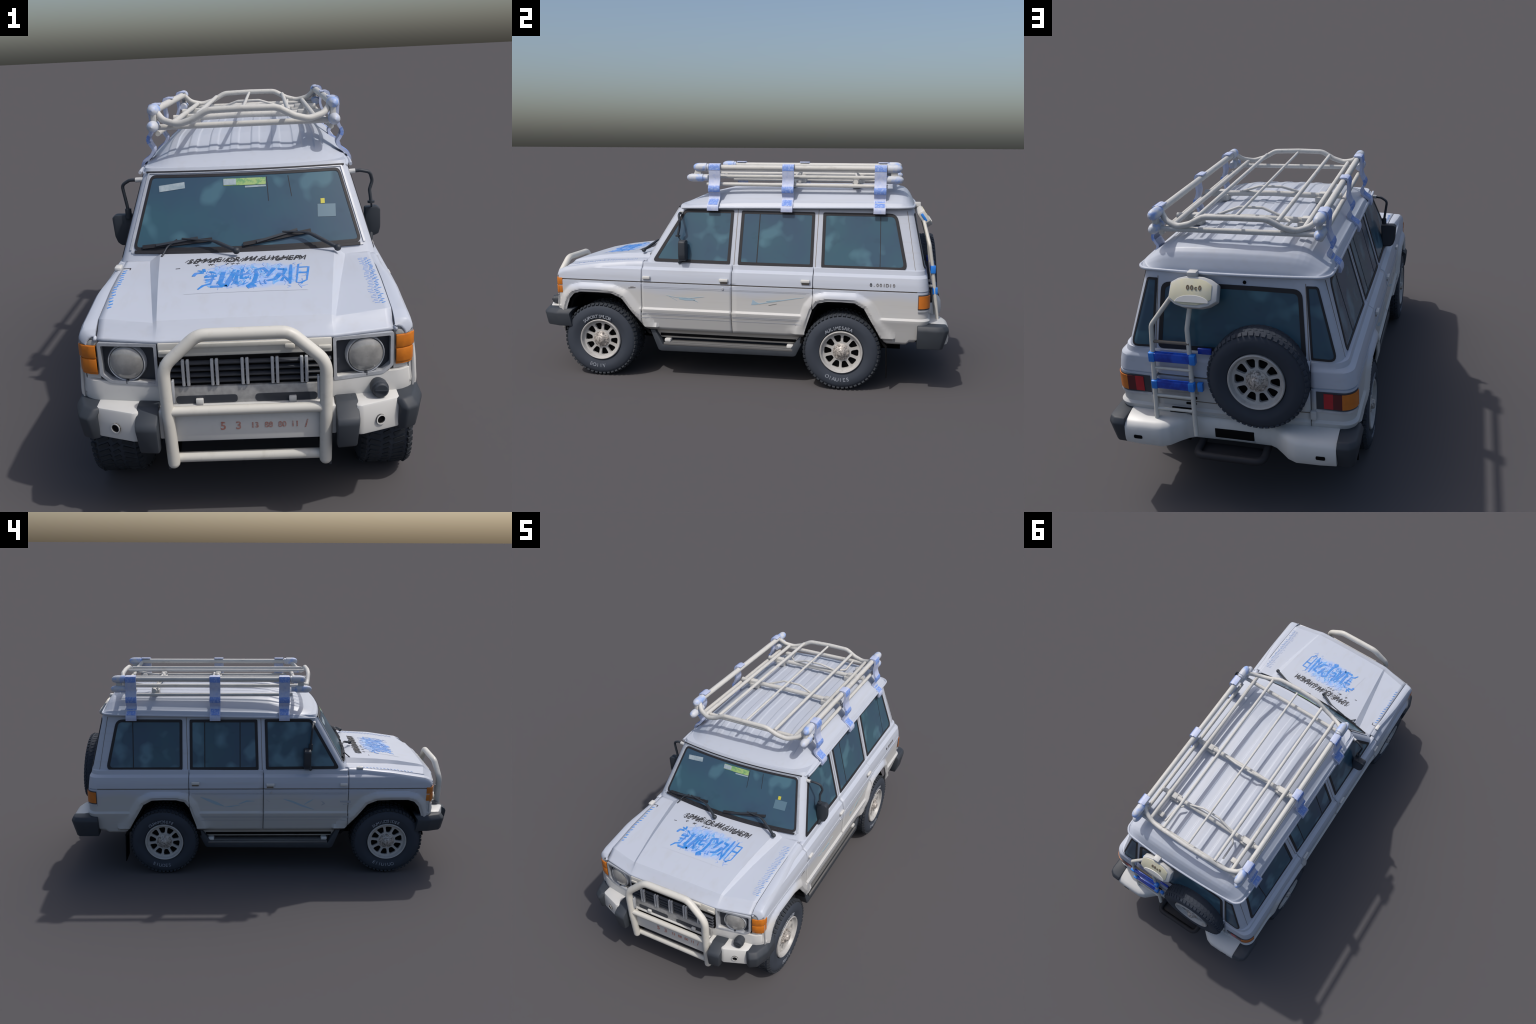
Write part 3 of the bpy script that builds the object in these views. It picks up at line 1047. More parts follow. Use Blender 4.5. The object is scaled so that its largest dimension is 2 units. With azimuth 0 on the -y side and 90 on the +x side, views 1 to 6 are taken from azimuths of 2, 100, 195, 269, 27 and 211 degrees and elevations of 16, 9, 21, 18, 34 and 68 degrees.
# wheel house liners fill the arch round each tyre
def arch_ray(arch, cy, cz, a):
    best = None
    dy, dz = math.cos(a), math.sin(a)
    for (y0, z0), (y1, z1) in zip(arch, arch[1:]):
        ey, ez = y1 - y0, z1 - z0
        den = dy * ez - dz * ey
        if abs(den) < 1e-9:
            continue
        t = ((y0 - cy) * ez - (z0 - cz) * ey) / den
        u = ((y0 - cy) * dz - (z0 - cz) * dy) / den
        if t > 0 and -1e-6 <= u <= 1 + 1e-6:
            best = t if best is None else min(best, t)
    return best
for s in (1, -1):
    for arch, cy in ((ARCH_F, -.648), (ARCH_R, .514)):
        V, F = [], []
        A = lin(math.radians(8), math.radians(172), 34)
        for a in A:
            ro = arch_ray(arch, cy, .1775, a) or .22
            ro = max(ro - .004, .193)
            for r, x in ((ro - .010, .28), (ro - .010, .414), (ro + .002, .414), (ro + .002, .28)):
                V.append((s * x, cy + r * math.cos(a), .1775 + r * math.sin(a)))
        n = len(A)
        for i in range(n - 1):
            for k in range(4):
                F.append((i * 4 + k, i * 4 + (k + 1) % 4, (i + 1) * 4 + (k + 1) % 4, (i + 1) * 4 + k))
        F += [(0, 1, 2, 3), tuple((n - 1) * 4 + k for k in range(4))]
        add('wheel_house', to_mesh('wheel_house', V, F, merge=0), 'black')

# axles and underbody
ub = []
for y in (-.648, .514):
    ub.append(tube_data([(-.34, y, .165), (.34, y, .165)], .022, 12))
    v, f = revolve_data([(.001, -.05), (.04, -.045), (.05, 0), (.04, .045), (.001, .05)], 20)
    ub.append(([(a + .05, b + y, c + .165) for a, b, c in v], f))
ub.append(tube_data([(.05, -.6, .18), (0, -.1, .19), (.05, .48, .18)], .014, 10))
for x in (-.2, .2):
    ub.append(box_data((x, .02, .21), (.04, 1.72, .05)))
multi('chassis', ub, 'black')
for s in (1, -1):
    box('mud_flap', (s * .366, .717, .135), (.10, .005, .15), 'black', bev=.001, rot=Matrix.Rotation(.03, 4, 'X'))

# ------------------------------------------------------------------ running boards
for s in (1, -1):
    g = group('running_board')
    # dark plastic step with upswept ends: side profile swept across
    prof = [(-.405, .232), (-.380, .232), (-.342, .160), (.272, .166), (.318, .232), (.345, .232), (.302, .141), (.290, .135), (-.352, .129), (-.366, .135)]
    a = [(s * .350, y, z) for y, z in prof]
    b = [(s * .412, y, z) for y, z in prof]
    prism('step_moulding', a, b, 'plastic', g, bev=.004)
    box('step_plate', (s * .380, -.026, .171), (.040, .622, .010), 'stepgrey', g, bev=.003)
    box('step_plate', (s * .409, -.026, .166), (.008, .625, .012), 'stepgrey', g, bev=.002)
    for y in (-.322, .272):
        box('step_end_cap', (s * .388, y, .180), (.032, .032, .018), 'bumperwhite', g, bev=.006)

# ------------------------------------------------------------------ front face
front = group('front_end')
# nose panels: valance under the lamps wraps to the fender
def front_line(x):
    ax = abs(x)
    if ax < .215:
        return -.905
    if ax < .375:
        return -.905 + (ax - .215) / .16 * .028
    t = min(1, (ax - .375) / .052)
    return -.877 + .030 * t * t
xs = lin(-.427, .427, 60)
rows = [(.302, .022), (.306, .004), (.322, .0), (.345, -.003), (.372, -.001), (.3735, .010)]
V, F = [], []
for x in xs:
    for z, d in rows:
        V.append((x, front_line(x) + d, z))
m = len(rows)
for i in range(len(xs) - 1):
    for k in range(m - 1):
        F.append((i * m + k, (i + 1) * m + k, (i + 1) * m + k + 1, i * m + k + 1))
va = add('front_valance', to_mesh('front_valance', V, F), 'bumperwhite', front)
md = va.modifiers.new('t', 'SOLIDIFY'); md.thickness = .012; md.offset = 0
# corner body behind the indicators
for s in (1, -1):
    a = [(s * .378, -.872, .372), (s * .416, -.862, .372), (s * .420, -.845, .372), (s * .378, -.845, .372)]
    b = [(p[0], p[1], .490) for p in a]
    prism('lamp_corner', a, b, 'bumperwhite', front)
# grille
box('grille_opening', (0, -.906, .410), (.436, .02, .078), 'black', front, bev=0)
box('grille_top_panel', (0, -.906, .4675), (.436, .018, .038), 'cream', front, bev=.003)
box('grille_top_panel', (0, -.916, .4785), (.30, .008, .012), 'cream', front, bev=.002)
for x in (-.2, .2):
    box('grille_top_panel', (x, -.9160, .463), (.032, .006, .010), 'cream', front, bev=.002)
box('hood_latch', (.113, -.918, .470), (.026, .012, .014), 'cream', front, bev=.004)
for z in (.385, .401, .417, .434):
    box('grille_slat', (0, -.9195, z), (.43, .012, .005), 'lamprecess', front, bev=.001, rot=Matrix.Rotation(.4, 4, 'X'))
for x in (-.15, -.077, -.001, .074, .147):
    for d in (-.006, .006):
        box('grille_bar', (x + d, -.926, .4105), (.008, .012, .070), 'chrome', front, bev=.002)
# slotted lower panel
box('lower_panel', (0, -.916, .345), (.41, .020, .052), 'grey', front, bev=.004)
for x in (-.101, .100):
    lp = round_poly([(-.078, -.0105), (.078, -.0105), (.078, .0105), (-.078, .0105)], .0105)
    prism('panel_slot', [(x + p[0], -.9270, .3365 + p[1]) for p in lp], [(x + p[0], -.920, .3365 + p[1]) for p in lp], 'lamprecess', front)
for x in (-.119, .116):
    box('panel_clip', (x, -.931, .332), (.019, .010, .017), 'bumperwhite', front, bev=.002)
box('lower_panel_lip', (0, -.930, .3215), (.40, .012, .006), 'bumperwhite', front, bev=.002)

# headlamps
for s in (1, -1):
    g = group('headlamp')
    o2 = [(.222, .368), (.350, .372), (.376, .392), (.377, .482), (.221, .484)]
    i2 = inset_poly(o2, .008)
    fy = lambda x: -.909 + (x - .22) * .175
    o2, i2 = round_poly(o2, .005, 3), round_poly(i2, .004, 3)
    n = len(o2)
    V, F = [], []
    for loop, d in ((o2, .02), (o2, -.003), (i2, -.003), (i2, .028)):
        V += [(s * p[0], fy(p[0]) + d, p[1]) for p in loop]
    for r in range(4):
        q = (r + 1) % 4
        for k in range(n):
            F.append((r * n + k, r * n + (k + 1) % n, q * n + (k + 1) % n, q * n + k))
    add('lamp_bezel', to_mesh('lamp_bezel', V, F), 'chrome', g)
    prism('lamp_recess', [(s * p[0], fy(p[0]) + .020, p[1]) for p in i2], [(s * p[0], fy(p[0]) + .030, p[1]) for p in i2], 'lamprecess', g)
    v, f = revolve_data([(.0005, .017), (.014, .0165), (.028, .0145), (.038, .011), (.0445, .006), (.047, -.002), (.047, -.03), (.0005, -.03)], 40)
    rot = Matrix.Rotation(-PI / 2 + s * .16, 3, 'Z')
    c = Vector((s * .304, -.886, .427))
    add('lamp_lens', to_mesh('lamp_lens', [rot @ Vector(p) + c for p in v], f), 'lens', g)
    v, f = revolve_data([(.0465, .004), (.0485, .006), (.0505, .003), (.0505, -.03), (.0465, -.03)], 40)
    add('lamp_ring', to_mesh('lamp_ring', [rot @ Vector(p) + c for p in v], f), 'chrome', g)
    box('lamp_bracket', (s * .305, -.893, .376), (.008, .008, .012), 'lamprecess', g, bev=.002)
    # amber indicator: two stacked lobes
    gi = group('indicator_lamp')
    for z0, z1, d in ((.438, .473, .0), (.399, .436, -.002)):
        lp = [(.383, -.884), (.402, -.880), (.422, -.870), (.4335 + d, -.856), (.4335 + d, -.838), (.383, -.842)]
        prism('indicator_lens', [(s * p[0], p[1], z0) for p in lp], [(s * p[0], p[1], z1) for p in lp], 'orange', gi, bev=.003)
    lp = [(.383, -.880), (.402, -.876), (.420, -.867), (.429, -.856), (.429, -.838), (.383, -.842)]
    prism('indicator_housing', [(s * p[0], p[1], .393) for p in lp], [(s * p[0], p[1], .4725) for p in lp], 'orange', gi)
    prism('indicator_cap', [(s * p[0], p[1], .473) for p in lp], [(s * p[0] * .99, p[1] + .004, .486) for p in lp], 'lens', gi, bev=.002)

# ------------------------------------------------------------------ front bumper
fb = group('front_bumper')
lp = [(-.185, -.950), (.185, -.950), (.185, -.925), (-.185, -.925)]
box('bumper_centre_plate', (0, -.945, .2705), (.372, .012, .078), 'bumperwhite', fb, bev=.004)
box('bumper_core', (0, -.900, .275), (.70, .05, .07), 'black', fb, bev=.004)
for s in (1, -1):
    # white outer section, sweeping back
    P = [(.272, -.966), (.286, -.968), (.388, -.928), (.388, -.87), (.272, -.89)]
    prism('bumper_section', [(s * p[0], p[1], .243) for p in P], [(s * p[0], p[1] + .004, .323) for p in P], 'bumperwhite', fb, bev=.006)
    box('bumper_stub', (s * .212, -.930, .282), (.022, .05, .078), 'bumperwhite', fb, bev=.004)
    rot = Matrix.Rotation(-PI / 2 + s * .37, 3, 'Z')
    v, f = revolve_data([(.0005, .0), (.0105, .0), (.0105, .003), (.0135, .003), (.0135, -.01), (.0005, -.01)], 24)
    c = Vector((s * .334, -.949, .276))
    add('tow_hole', to_mesh('tow_hole', [rot @ Vector(p) + c for p in v], f), 'black', fb)
    v, f = revolve_data([(.0105, .004), (.0135, .004), (.0135, -.01), (.0105, -.01)], 24)
    add('tow_hole_rim', to_mesh('tow_hole_rim', [rot @ Vector(p) + c for p in v], f), 'bumperwhite', fb)
    # overrider: six sided block
    side = [(-.905, .327), (-.945, .329), (-.992, .300), (-.998, .288), (-.990, .222), (-.965, .214), (-.905, .226)]
    prism('overrider', [(s * .222, y, z) for y, z in side], [(s * (.279 - .008 * (z < .25)), y + .006, z) for y, z in side], 'plastic', fb, bev=.005)
    # plastic corner
    P0 = [(.384, -.940), (.404, -.949), (.433, -.930), (.454, -.868), (.455, -.800), (.384, -.800)]
    lo = [(s * p[0] * .985, p[1] + .012, .237) for p in P0]
    mi = [(s * p[0], p[1], .300) for p in P0]
    hi = [(s * (p[0] * .97), p[1] + .016, .322) for p in P0]
    n = len(P0)
    V = lo + mi + hi
    F = [tuple(range(n)), tuple(2 * n + k for k in range(n))]
    for r in (0, 1):
        F += [(r * n + k, r * n + (k + 1) % n, (r + 1) * n + (k + 1) % n, (r + 1) * n + k) for k in range(n)]
    bm = bmesh.new()
    vs = [bm.verts.new(p) for p in V]
    for q in F:
        bm.faces.new([vs[i] for i in q])
    bmesh.ops.recalc_face_normals(bm, faces=bm.faces)
    bmesh.ops.bevel(bm, geom=list(bm.edges), offset=.005, segments=2, profile=.5, affect='EDGES')
    add('bumper_corner', bm_mesh('bumper_corner', bm), 'plastic', fb)
# horn-like black lamp standing on the left end
rot = Matrix.Rotation(-PI / 2 + .12, 3, 'Z')
v, f = revolve_data([(.0005, .022), (.016, .022), (.0195, .019), (.0195, .010), (.0225, .008), (.0225, -.008), (.016, -.03), (.0005, -.03)], 28)
add('fog_horn', to_mesh('fog_horn', [rot @ Vector(p) + Vector((.336, -.912, .345)) for p in v], f), 'plastic', fb)
box('fog_horn_band', (.338, -.935, .346), (.034, .003, .005), 'mirror', fb, bev=.001)
box('fog_horn_foot', (.336, -.905, .325), (.012, .02, .02), 'plastic', fb, bev=.002)

# ------------------------------------------------------------------ bull bar
bb = group('bull_bar')
hp = [(-.194, -.948, .172), (-.197, -.960, .300), (-.200, -.964, .445), (-.112, -.954, .522), (.112, -.954, .522), (.200, -.964, .445), (.197, -.960, .300), (.194, -.948, .172)]
path = fillet(hp, [0, .3, .06, .06, .06, .06, .3, 0], 8)
tube('bull_bar_hoop', path, .0158, 'cream', bb, 18)
for s in (1, -1):
    v, f = revolve_data([(.0004, .0156), (.006, .0145), (.011, .0112), (.0148, .006), (.0158, 0), (.0158, -.004), (.0004, -.004)], 18)
    rot = Matrix.Rotation(PI / 2, 3, 'Y')
    add('bar_end', to_mesh('bar_end', [rot @ Vector(p) + Vector((s * .194, -.948, .172)) for p in v], f), 'cream', bb)
    box('bar_tab', (s * .206, -.925, .172), (.008, .035, .05), 'plastic', bb, bev=.002)
    box('bar_bracket', (s * .188, -.932, .275), (.008, .04, .09), 'cream', bb, bev=.002)
    box('bar_clamp', (s * .180, -.955, .375), (.006, .016, .06), 'chrome', bb, bev=.002)
tube('bar_crosspiece', [(-.196, -.960, .322), (.196, -.960, .322)], .0125, 'cream', bb, 16)
tube('bar_crosspiece', [(-.192, -.936, .179), (.192, -.936, .179)], .0132, 'cream', bb, 16)
tube('bar_stay', [(-.19, -.935, .165), (-.19, -.86, .19)], .009, 'black', bb, 10)
tube('bar_stay', [(.19, -.935, .165), (.19, -.86, .19)], .009, 'black', bb, 10)
# faded red marks on the plate
FR = Matrix(((1, 0, 0), (0, 0, -1), (0, 1, 0))).to_4x4()
L = []
for ch, x in (('5', -.062), ('3', -.023), ('13', .018), ('88', .053), ('80', .087), ('11', .119), ('/', .148)):
    mt = Matrix.Translation((x, -.9515, .272)) @ FR
    L.append((glyph_mesh(ch, .030 if len(ch) == 1 else .021, .0008), mt))
letters('plate_marks', L, 'redink', fb)

# ------------------------------------------------------------------ wipers
def wsp(x, z, off=.012):
    return ws_map(x, z, off)
wp = group('wiper')
for ball, mid, tip, ba, bb_ in (((.276, -.478, .597), (.19, .626), (.111, .634), (-.010, .606), (.200, .634)),
                                ((-.030, -.492, .603), (-.10, .614), (-.200, .624), (-.326, .602), (-.106, .622))):
    p = fillet([ball, wsp(*mid, .022), wsp(*tip, .014)], .08, 8)
    tube('wiper_arm', p, [.0065 - .004 * i / (len(p) - 1) for i in range(len(p))], 'mirror', wp, 10)
    v, f = revolve_data([(.0004, .011), (.006, .0095), (.0095, .0055), (.011, 0), (.0095, -.0055), (.006, -.0095), (.0004, -.011)], 16)
    add('wiper_pivot', to_mesh('wiper_pivot', [Vector(q) + Vector(ball) for q in v], f), 'mirror', wp)
    strip('wiper_blade', ba, bb_, .010, wsp, 'seal', 1, wp, off=.009, th=.008)
    strip('wiper_blade', (ba[0] * .8 + bb_[0] * .2, ba[1] + .004), (ba[0] * .2 + bb_[0] * .8, bb_[1] + .004), .006, wsp, 'mirror', 1, wp, off=.014, th=.006)
tube('wiper_hose', fillet([(-.262, -.462, .584), wsp(-.245, .604, .01), wsp(-.215, .622, .010)], .03, 5), .003, 'mirror', wp, 8)
strip('cowl_seal', (-.352, .589), (.352, .589), .008, ws_map, 'seal', 1, off=.006, th=.006, n=24)

# ------------------------------------------------------------------ mirrors
for s in (1, -1):
    g = group('wing_mirror')
    if s > 0:
        pts = [(.336, -.262, .791), (.372, -.262, .793), (.404, -.258, .786), (.413, -.250, .756), (.403, -.255, .728), (.407, -.262, .690)]
        r_ = [.01, .02, .02, .02, .02, .01]
        cy, cx, w, y = .405, .412, .058, -.236
    else:
        pts = [(-.332, -.262, .793), (-.380, -.252, .791), (-.408, -.245, .775), (-.396, -.240, .690)]
        r_ = [.01, .025, .02, .01]
        cx, w, y = -.416, .074, -.222
    tube('mirror_arm', fillet(pts, r_, 5), .0055, 'mirror', g, 10)
    v, f = tube_data([pts[0], Vector(pts[0]).lerp(Vector(pts[1]), .55)], .008, 10)
    add('mirror_mount', to_mesh('mirror_mount', v, f, merge=0), 'bumperwhite', g)
    e = Vector(pts[-1])
    if s > 0:
        v, f = tube_data([e + Vector((0, 0, .002)), e + Vector((0, 0, -.005))], .0115, 14)
        add('mirror_collar', to_mesh('mirror_collar', v, f, merge=0), 'mirror', g)
        tube('mirror_rod', [e, (cx, y - .008, .66)], .003, 'mirror', g, 8)
        P = [(.388, .668), (.428, .671), (.439, .662), (.4395, .600), (.434, .578), (.415, .570), (.388, .572)]
    else:
        v, f = tube_data([e + Vector((0, 0, .004)), e + Vector((0, 0, -.028))], .0105, 14)
        add('mirror_collar', to_mesh('mirror_collar', v, f, merge=0), 'mirror', g)
        P = [(-.385, .672), (-.443, .673), (-.4535, .664), (-.449, .600), (-.441, .578), (-.428, .568), (-.388, .566)]
    prism('mirror_housing', [(p[0], y - .018, p[1]) for p in P], [(p[0], y + .016, p[1]) for p in P], 'mirror', g, bev=.005)
    inn = inset_poly(P, .007)
    prism('mirror_glass', [(p[0], y + .0155, p[1]) for p in inn], [(p[0], y + .0172, p[1]) for p in inn], 'lamprecess', g)
    tube('mirror_foot', [(s * .404, y - .022, .560), (s * .408, y - .012, .578), (s * .410, y, .60)], [.008, .009, .006], 'mirror', g, 10)

# ------------------------------------------------------------------ door furniture and decals
def side_map(y, z, off):
    return Vector((side_x(y, z) + off, y, z))
for s in (1, -1):
    for y, z in ((-.036, .490), (.345, .500)):
        g = group('door_handle')
        box('handle_grip', (s * .4385, y, z), (.013, .042, .014), 'bumperwhite', g, bev=.003)
        box('handle_recess', (s * .4345, y + .001, z - .011), (.004, .034, .012), 'groove', g, bev=.001)
    box('hinge_cover', (s * .4385, -.411, .490), (.012, .037, .014), 'bumperwhite', bev=.003)
    v, f = revolve_data([(.0004, .003), (.0055, .003), (.007, .0), (.007, -.004), (.0004, -.004)], 16)
    add('door_lock', to_mesh('door_lock', [(s * (.4355 + p[0]), -.041 + p[1], .449 + p[2]) for p in v], f), 'chrome')
    # dark line set in the waist groove
    for a, b in ((-.856, Y_FD - GAP), (Y_FD + GAP, Y_DD - GAP), (Y_DD + GAP, Y_DQ - GAP), (Y_DQ + GAP, .845)):
        strip('waist_line', (a, .467), (b, .467), .0042, lambda y, z, o: Vector((.4305 - taper(y) + o, y, z)), 'groove', s, off=.0008, th=.003, n=16)
    # grey pinstripes
    for z, a, b in ((.446, Y_FD + .01, Y_DD - .004), (.440, Y_FD + .01, Y_DD - .004), (.446, Y_DD + .004, .365), (.441, Y_DD + .004, .35),
                    (.318, -.46, Y_DD - .004), (.312, -.455, Y_DD - .004), (.318, Y_DD + .004, .335), (.312, Y_DD + .004, .333), (.296, -.44, Y_DD - .004), (.296, Y_DD + .004, .33)):
        strip('pinstripe', (a, z), (b, z), .0022, side_map, 'pinstripe', s, off=.0006, th=.001, n=20)

def blade(name, pts, ws, mapf, mat, s=1, parent=None, off=.0008, th=.001, sub=5):
    """tapered ribbon along 2D points on a mapped surface"""
    P = [Vector(p) for p in pts]
    path, wd = [], []
    for i in range(len(P) - 1):
        for k in range(sub):
            t = k / sub
            path.append(P[i].lerp(P[i + 1], t)); wd.append(ws[i] + (ws[i + 1] - ws[i]) * t)
    path.append(P[-1]); wd.append(ws[-1])
    V, F = [], []
    for i, p in enumerate(path):
        d = (path[min(i + 1, len(path) - 1)] - path[max(i - 1, 0)]).normalized()
        q = Vector((-d.y, d.x)) * wd[i] / 2
        for sg, o in ((-1, off), (1, off), (1, off - th), (-1, off - th)):
            V.append(mapf(*(p + q * sg), o))
    n = len(path)
    for i in range(n - 1):
        for k in range(4):
            F.append((i * 4 + k, i * 4 + (k + 1) % 4, (i + 1) * 4 + (k + 1) % 4, (i + 1) * 4 + k))
    F += [(0, 1, 2, 3), tuple((n - 1) * 4 + k for k in range(4))]
    return mx(s, V), F

# left side feather decals
def decal(name, items, mapf, mat, s, parent=None):
    parts = [blade(name, p, w, mapf, mat, s) for p, w in items]
    return multi(name, parts, mat, parent, stuff=True)
decal('feather_decal', [([(-.314, .408), (-.27, .400), (-.20, .398), (-.16, .404), (-.130, .408)], [.001, .002, .003, .003, .001]),
                        ([(-.252, .396), (-.22, .393), (-.175, .391)], [.008, .012, .006]), ([(-.18, .390), (-.160, .381)], [.004, .001]),
                        ([(-.30, .404), (-.262, .384)], [.002, .001]),
                        ([(.098, .392), (.112, .388), (.132, .386)], [.026, .016, .003]), ([(.132, .386), (.20, .399), (.29, .416), (.34, .424)], [.004, .004, .003, .001]),
                        ([(.165, .399), (.195, .402), (.230, .407)], [.003, .006, .002])], side_map, 'teal', 1)
decal('feather_decal', [([(-.105, .412), (-.15, .398), (-.20, .376), (-.262, .354)], [.003, .010, .010, .002]), ([(-.212, .383), (-.235, .398), (-.258, .411)], [.003, .007, .001]),
                        ([(.320, .424), (.28, .408), (.24, .390), (.200, .374)], [.003, .014, .016, .003]), ([(.045, .402), (.085, .402), (.125, .386)], [.002, .009, .003]),
                        ([(.12, .380), (.165, .373), (.195, .370)], [.002, .006, .002])], side_map, 'teal', -1)
decal('grey_scuff', [([(.176, .380), (.214, .389)], [.002, .002]), ([(-.502, .436), (-.466, .439)], [.003, .004]), ([(-.492, .441), (-.475, .443)], [.003, .002])], side_map, 'greyink', 1)
decal('grey_scuff', [([(-.30, .400), (-.315, .388), (-.30, .378)], [.004, .008, .003]), ([(-.395, .398), (-.45, .397)], [.008, .014]), ([(-.41, .382), (-.455, .380)], [.003, .002]), ([(-.015, .41), (-.035, .397)], [.001, .002])], side_map, 'pinstripe', -1)
# quarter panel badge text (left)
def side_text(txt, y, z, size, mat, s):
    mt = Matrix(((0, 0, s), (s, 0, 0), (0, 1, 0))).to_4x4()
    mt.translation = (s * (side_x(y, z) + .0008), y, z)
    return (glyph_mesh(txt, size, .0008), mt)
letters('quarter_badge', [side_text(c, .641 + .0145 * i, .4935, .021, 'ink', 1) for i, c in enumerate('0.00ID10')], 'greyink', None)
letters('quarter_badge', [side_text('0', .641, .4935, .021, 'ink', 1)], 'ink', None)

# ------------------------------------------------------------------ markings on the hood
def hood_map(x, y, off):
    return Vector((x, y, hood_z(x, y) + off))
def hood_strokes(name, items, mat, off=.0012):
    parts = [blade(name, p, w, hood_map, mat, 1, off=off, th=.0014) for p, w in items]
    return multi(name, parts, mat, hood, stuff=True)

rng = random.Random(21)
# pale wash under the scrawl
V, F = [], []
gx, gy = 26, 18
for i in range(gx):
    for k in range(gy):
        x = -.150 + .335 * i / (gx - 1)
        yl = -.745
        y = yl + (-.545 - yl) * k / (gy - 1)
        V.append(hood_map(x + .03 * (k / (gy - 1) - .5), y, .0006))
for i in range(gx - 1):
    for k in range(gy - 1):
        F.append((i * gy + k, (i + 1) * gy + k, (i + 1) * gy + k + 1, i * gy + k + 1))
wash = add('blue_wash', to_mesh('blue_wash', V, F), 'bluewash', hood)
# black cramped lettering row: slanted glyph like strokes
L = []
txt = 'SEMWREIORIWIEUYUHEPM'
for i, c in enumerate(txt):
    x = -.170 + .335 * i / (len(txt) - 1)
    y = -.521 + rng.uniform(-.004, .004)
    z = hood_z(x, y)
    sl = math.atan2(hood_z(x, y + .01) - hood_z(x, y - .01), .02)
    mt = Matrix.Translation((x, y, z + .0010)) @ Matrix.Rotation(sl, 4, 'X') @ Matrix.Rotation(rng.uniform(-.15, .05), 4, 'Z') @ Matrix.Scale(1.75, 4, (0, 1, 0))
    L.append((glyph_mesh(c, .030, .0008, rng.uniform(.1, .5), rng.uniform(-.012, .012)), mt))
letters('hood_lettering', L, 'ink', hood)
items = []
for i in range(84):
    x = -.175 + .350 * i / 83 + rng.uniform(-.003, .003)
    y = -.523 + rng.uniform(-.008, .006)
    dx = rng.uniform(.001, .006)
    items.append(([(x - dx, y - rng.uniform(.006, .012)), (x + dx, y + rng.uniform(.008, .016))], [.0010, rng.uniform(.0010, .0022)]))
for x in (-.150, -.112, -.105, -.062, -.045, -.03):
    items.append(([(x, -.556), (x + .012, -.553)], [.003, .003]))
    items.append(([(x + .004, -.562), (x + .008, -.548)], [.0025, .002]))
items.append(([(-.205, -.574), (-.192, -.573)], [.003, .003]))
hood_strokes('hood_lettering', items, 'ink')
# blue scrawl: bold zigzag letter shapes
items = []
bold = [[(-.128, -.722), (-.115, -.700), (-.098, -.690), (-.088, -.640)], [(-.112, -.668), (-.085, -.662)], [(-.118, -.648), (-.080, -.640)], [(-.105, -.612), (-.085, -.628)],
        [(-.062, -.615), (-.072, -.690), (-.052, -.712), (-.040, -.660), (-.035, -.625)], [(-.095, -.712), (-.060, -.716)], [(-.045, -.655), (-.020, -.690)],
        [(-.022, -.605), (-.030, -.690), (-.018, -.700)], [(-.012, -.600), (-.010, -.668), (.008, -.662)], [(-.022, -.640), (.012, -.636)],
        [(.010, -.720), (.028, -.690), (.034, -.640), (.030, -.606), (.048, -.598), (.066, -.630)], [(.008, -.722), (.032, -.712)], [(.060, -.655), (.082, -.600)],
        [(.064, -.690), (.082, -.676), (.098, -.640)], [(.090, -.606), (.112, -.612), (.104, -.650), (.122, -.690)], [(.100, -.690), (.112, -.660)],
        [(.132, -.580), (.128, -.640), (.122, -.706)], [(.150, -.575), (.142, -.700), (.160, -.706)], [(.152, -.600), (.182, -.598), (.172, -.690), (.150, -.706)],
        [(.150, -.640), (.176, -.642)], [(-.148, -.640), (-.140, -.620), (-.118, -.618)], [(-.140, -.600), (-.125, -.604)], [(-.122, -.590), (-.118, -.610)]]
for pth in bold:
    w = rng.uniform(.006, .0125)
    pts = [(a + rng.uniform(-.003, .003), b + rng.uniform(-.004, .004)) for a, b in pth]
    items.append((pts, [w * rng.uniform(.5, 1.3) for _ in pts]))
hood_strokes('blue_scrawl', items, 'blueink', .0016)
items = []
for i in range(62):
    x, y = rng.uniform(-.118, .150), rng.uniform(-.715, -.60)
    l = rng.uniform(.016, .040)
    a = rng.uniform(1.0, 1.9)
    items.append(([(x, y), (x + l * .5 * math.cos(a) + rng.uniform(-.006, .006), y + l * .5 * math.sin(a)), (x + l * math.cos(a), y + l * math.sin(a))], [.003, rng.uniform(.006, .013), .002]))
hood_strokes('blue_smear', items, 'bluesmear', .0011)
items = []
for i in range(80):
    x, y = rng.uniform(-.11, .165), rng.uniform(-.735, -.57)
    a = rng.uniform(.6, 1.7)
    l = rng.uniform(.010, .034)
    k = rng.uniform(-.010, .010)
    items.append(([(x, y), (x + l * .5 * math.cos(a) + k, y + l * .5 * math.sin(a)), (x + l * math.cos(a), y + l * math.sin(a))], [.0015, rng.uniform(.0015, .003), .001]))
hood_strokes('blue_scrawl', items, 'paleblueink', .0014)
items = []
for i in range(60):
    x, y = rng.uniform(-.125, .06), rng.uniform(-.715, -.605)
    a = rng.uniform(.2, 1.9)
    l = rng.uniform(.010, .026)
    items.append(([(x, y), (x + l * math.cos(a), y + l * math.sin(a))], [rng.uniform(.002, .005), .0015]))
hood_strokes('blue_scrawl', items, 'blueink', .0015)
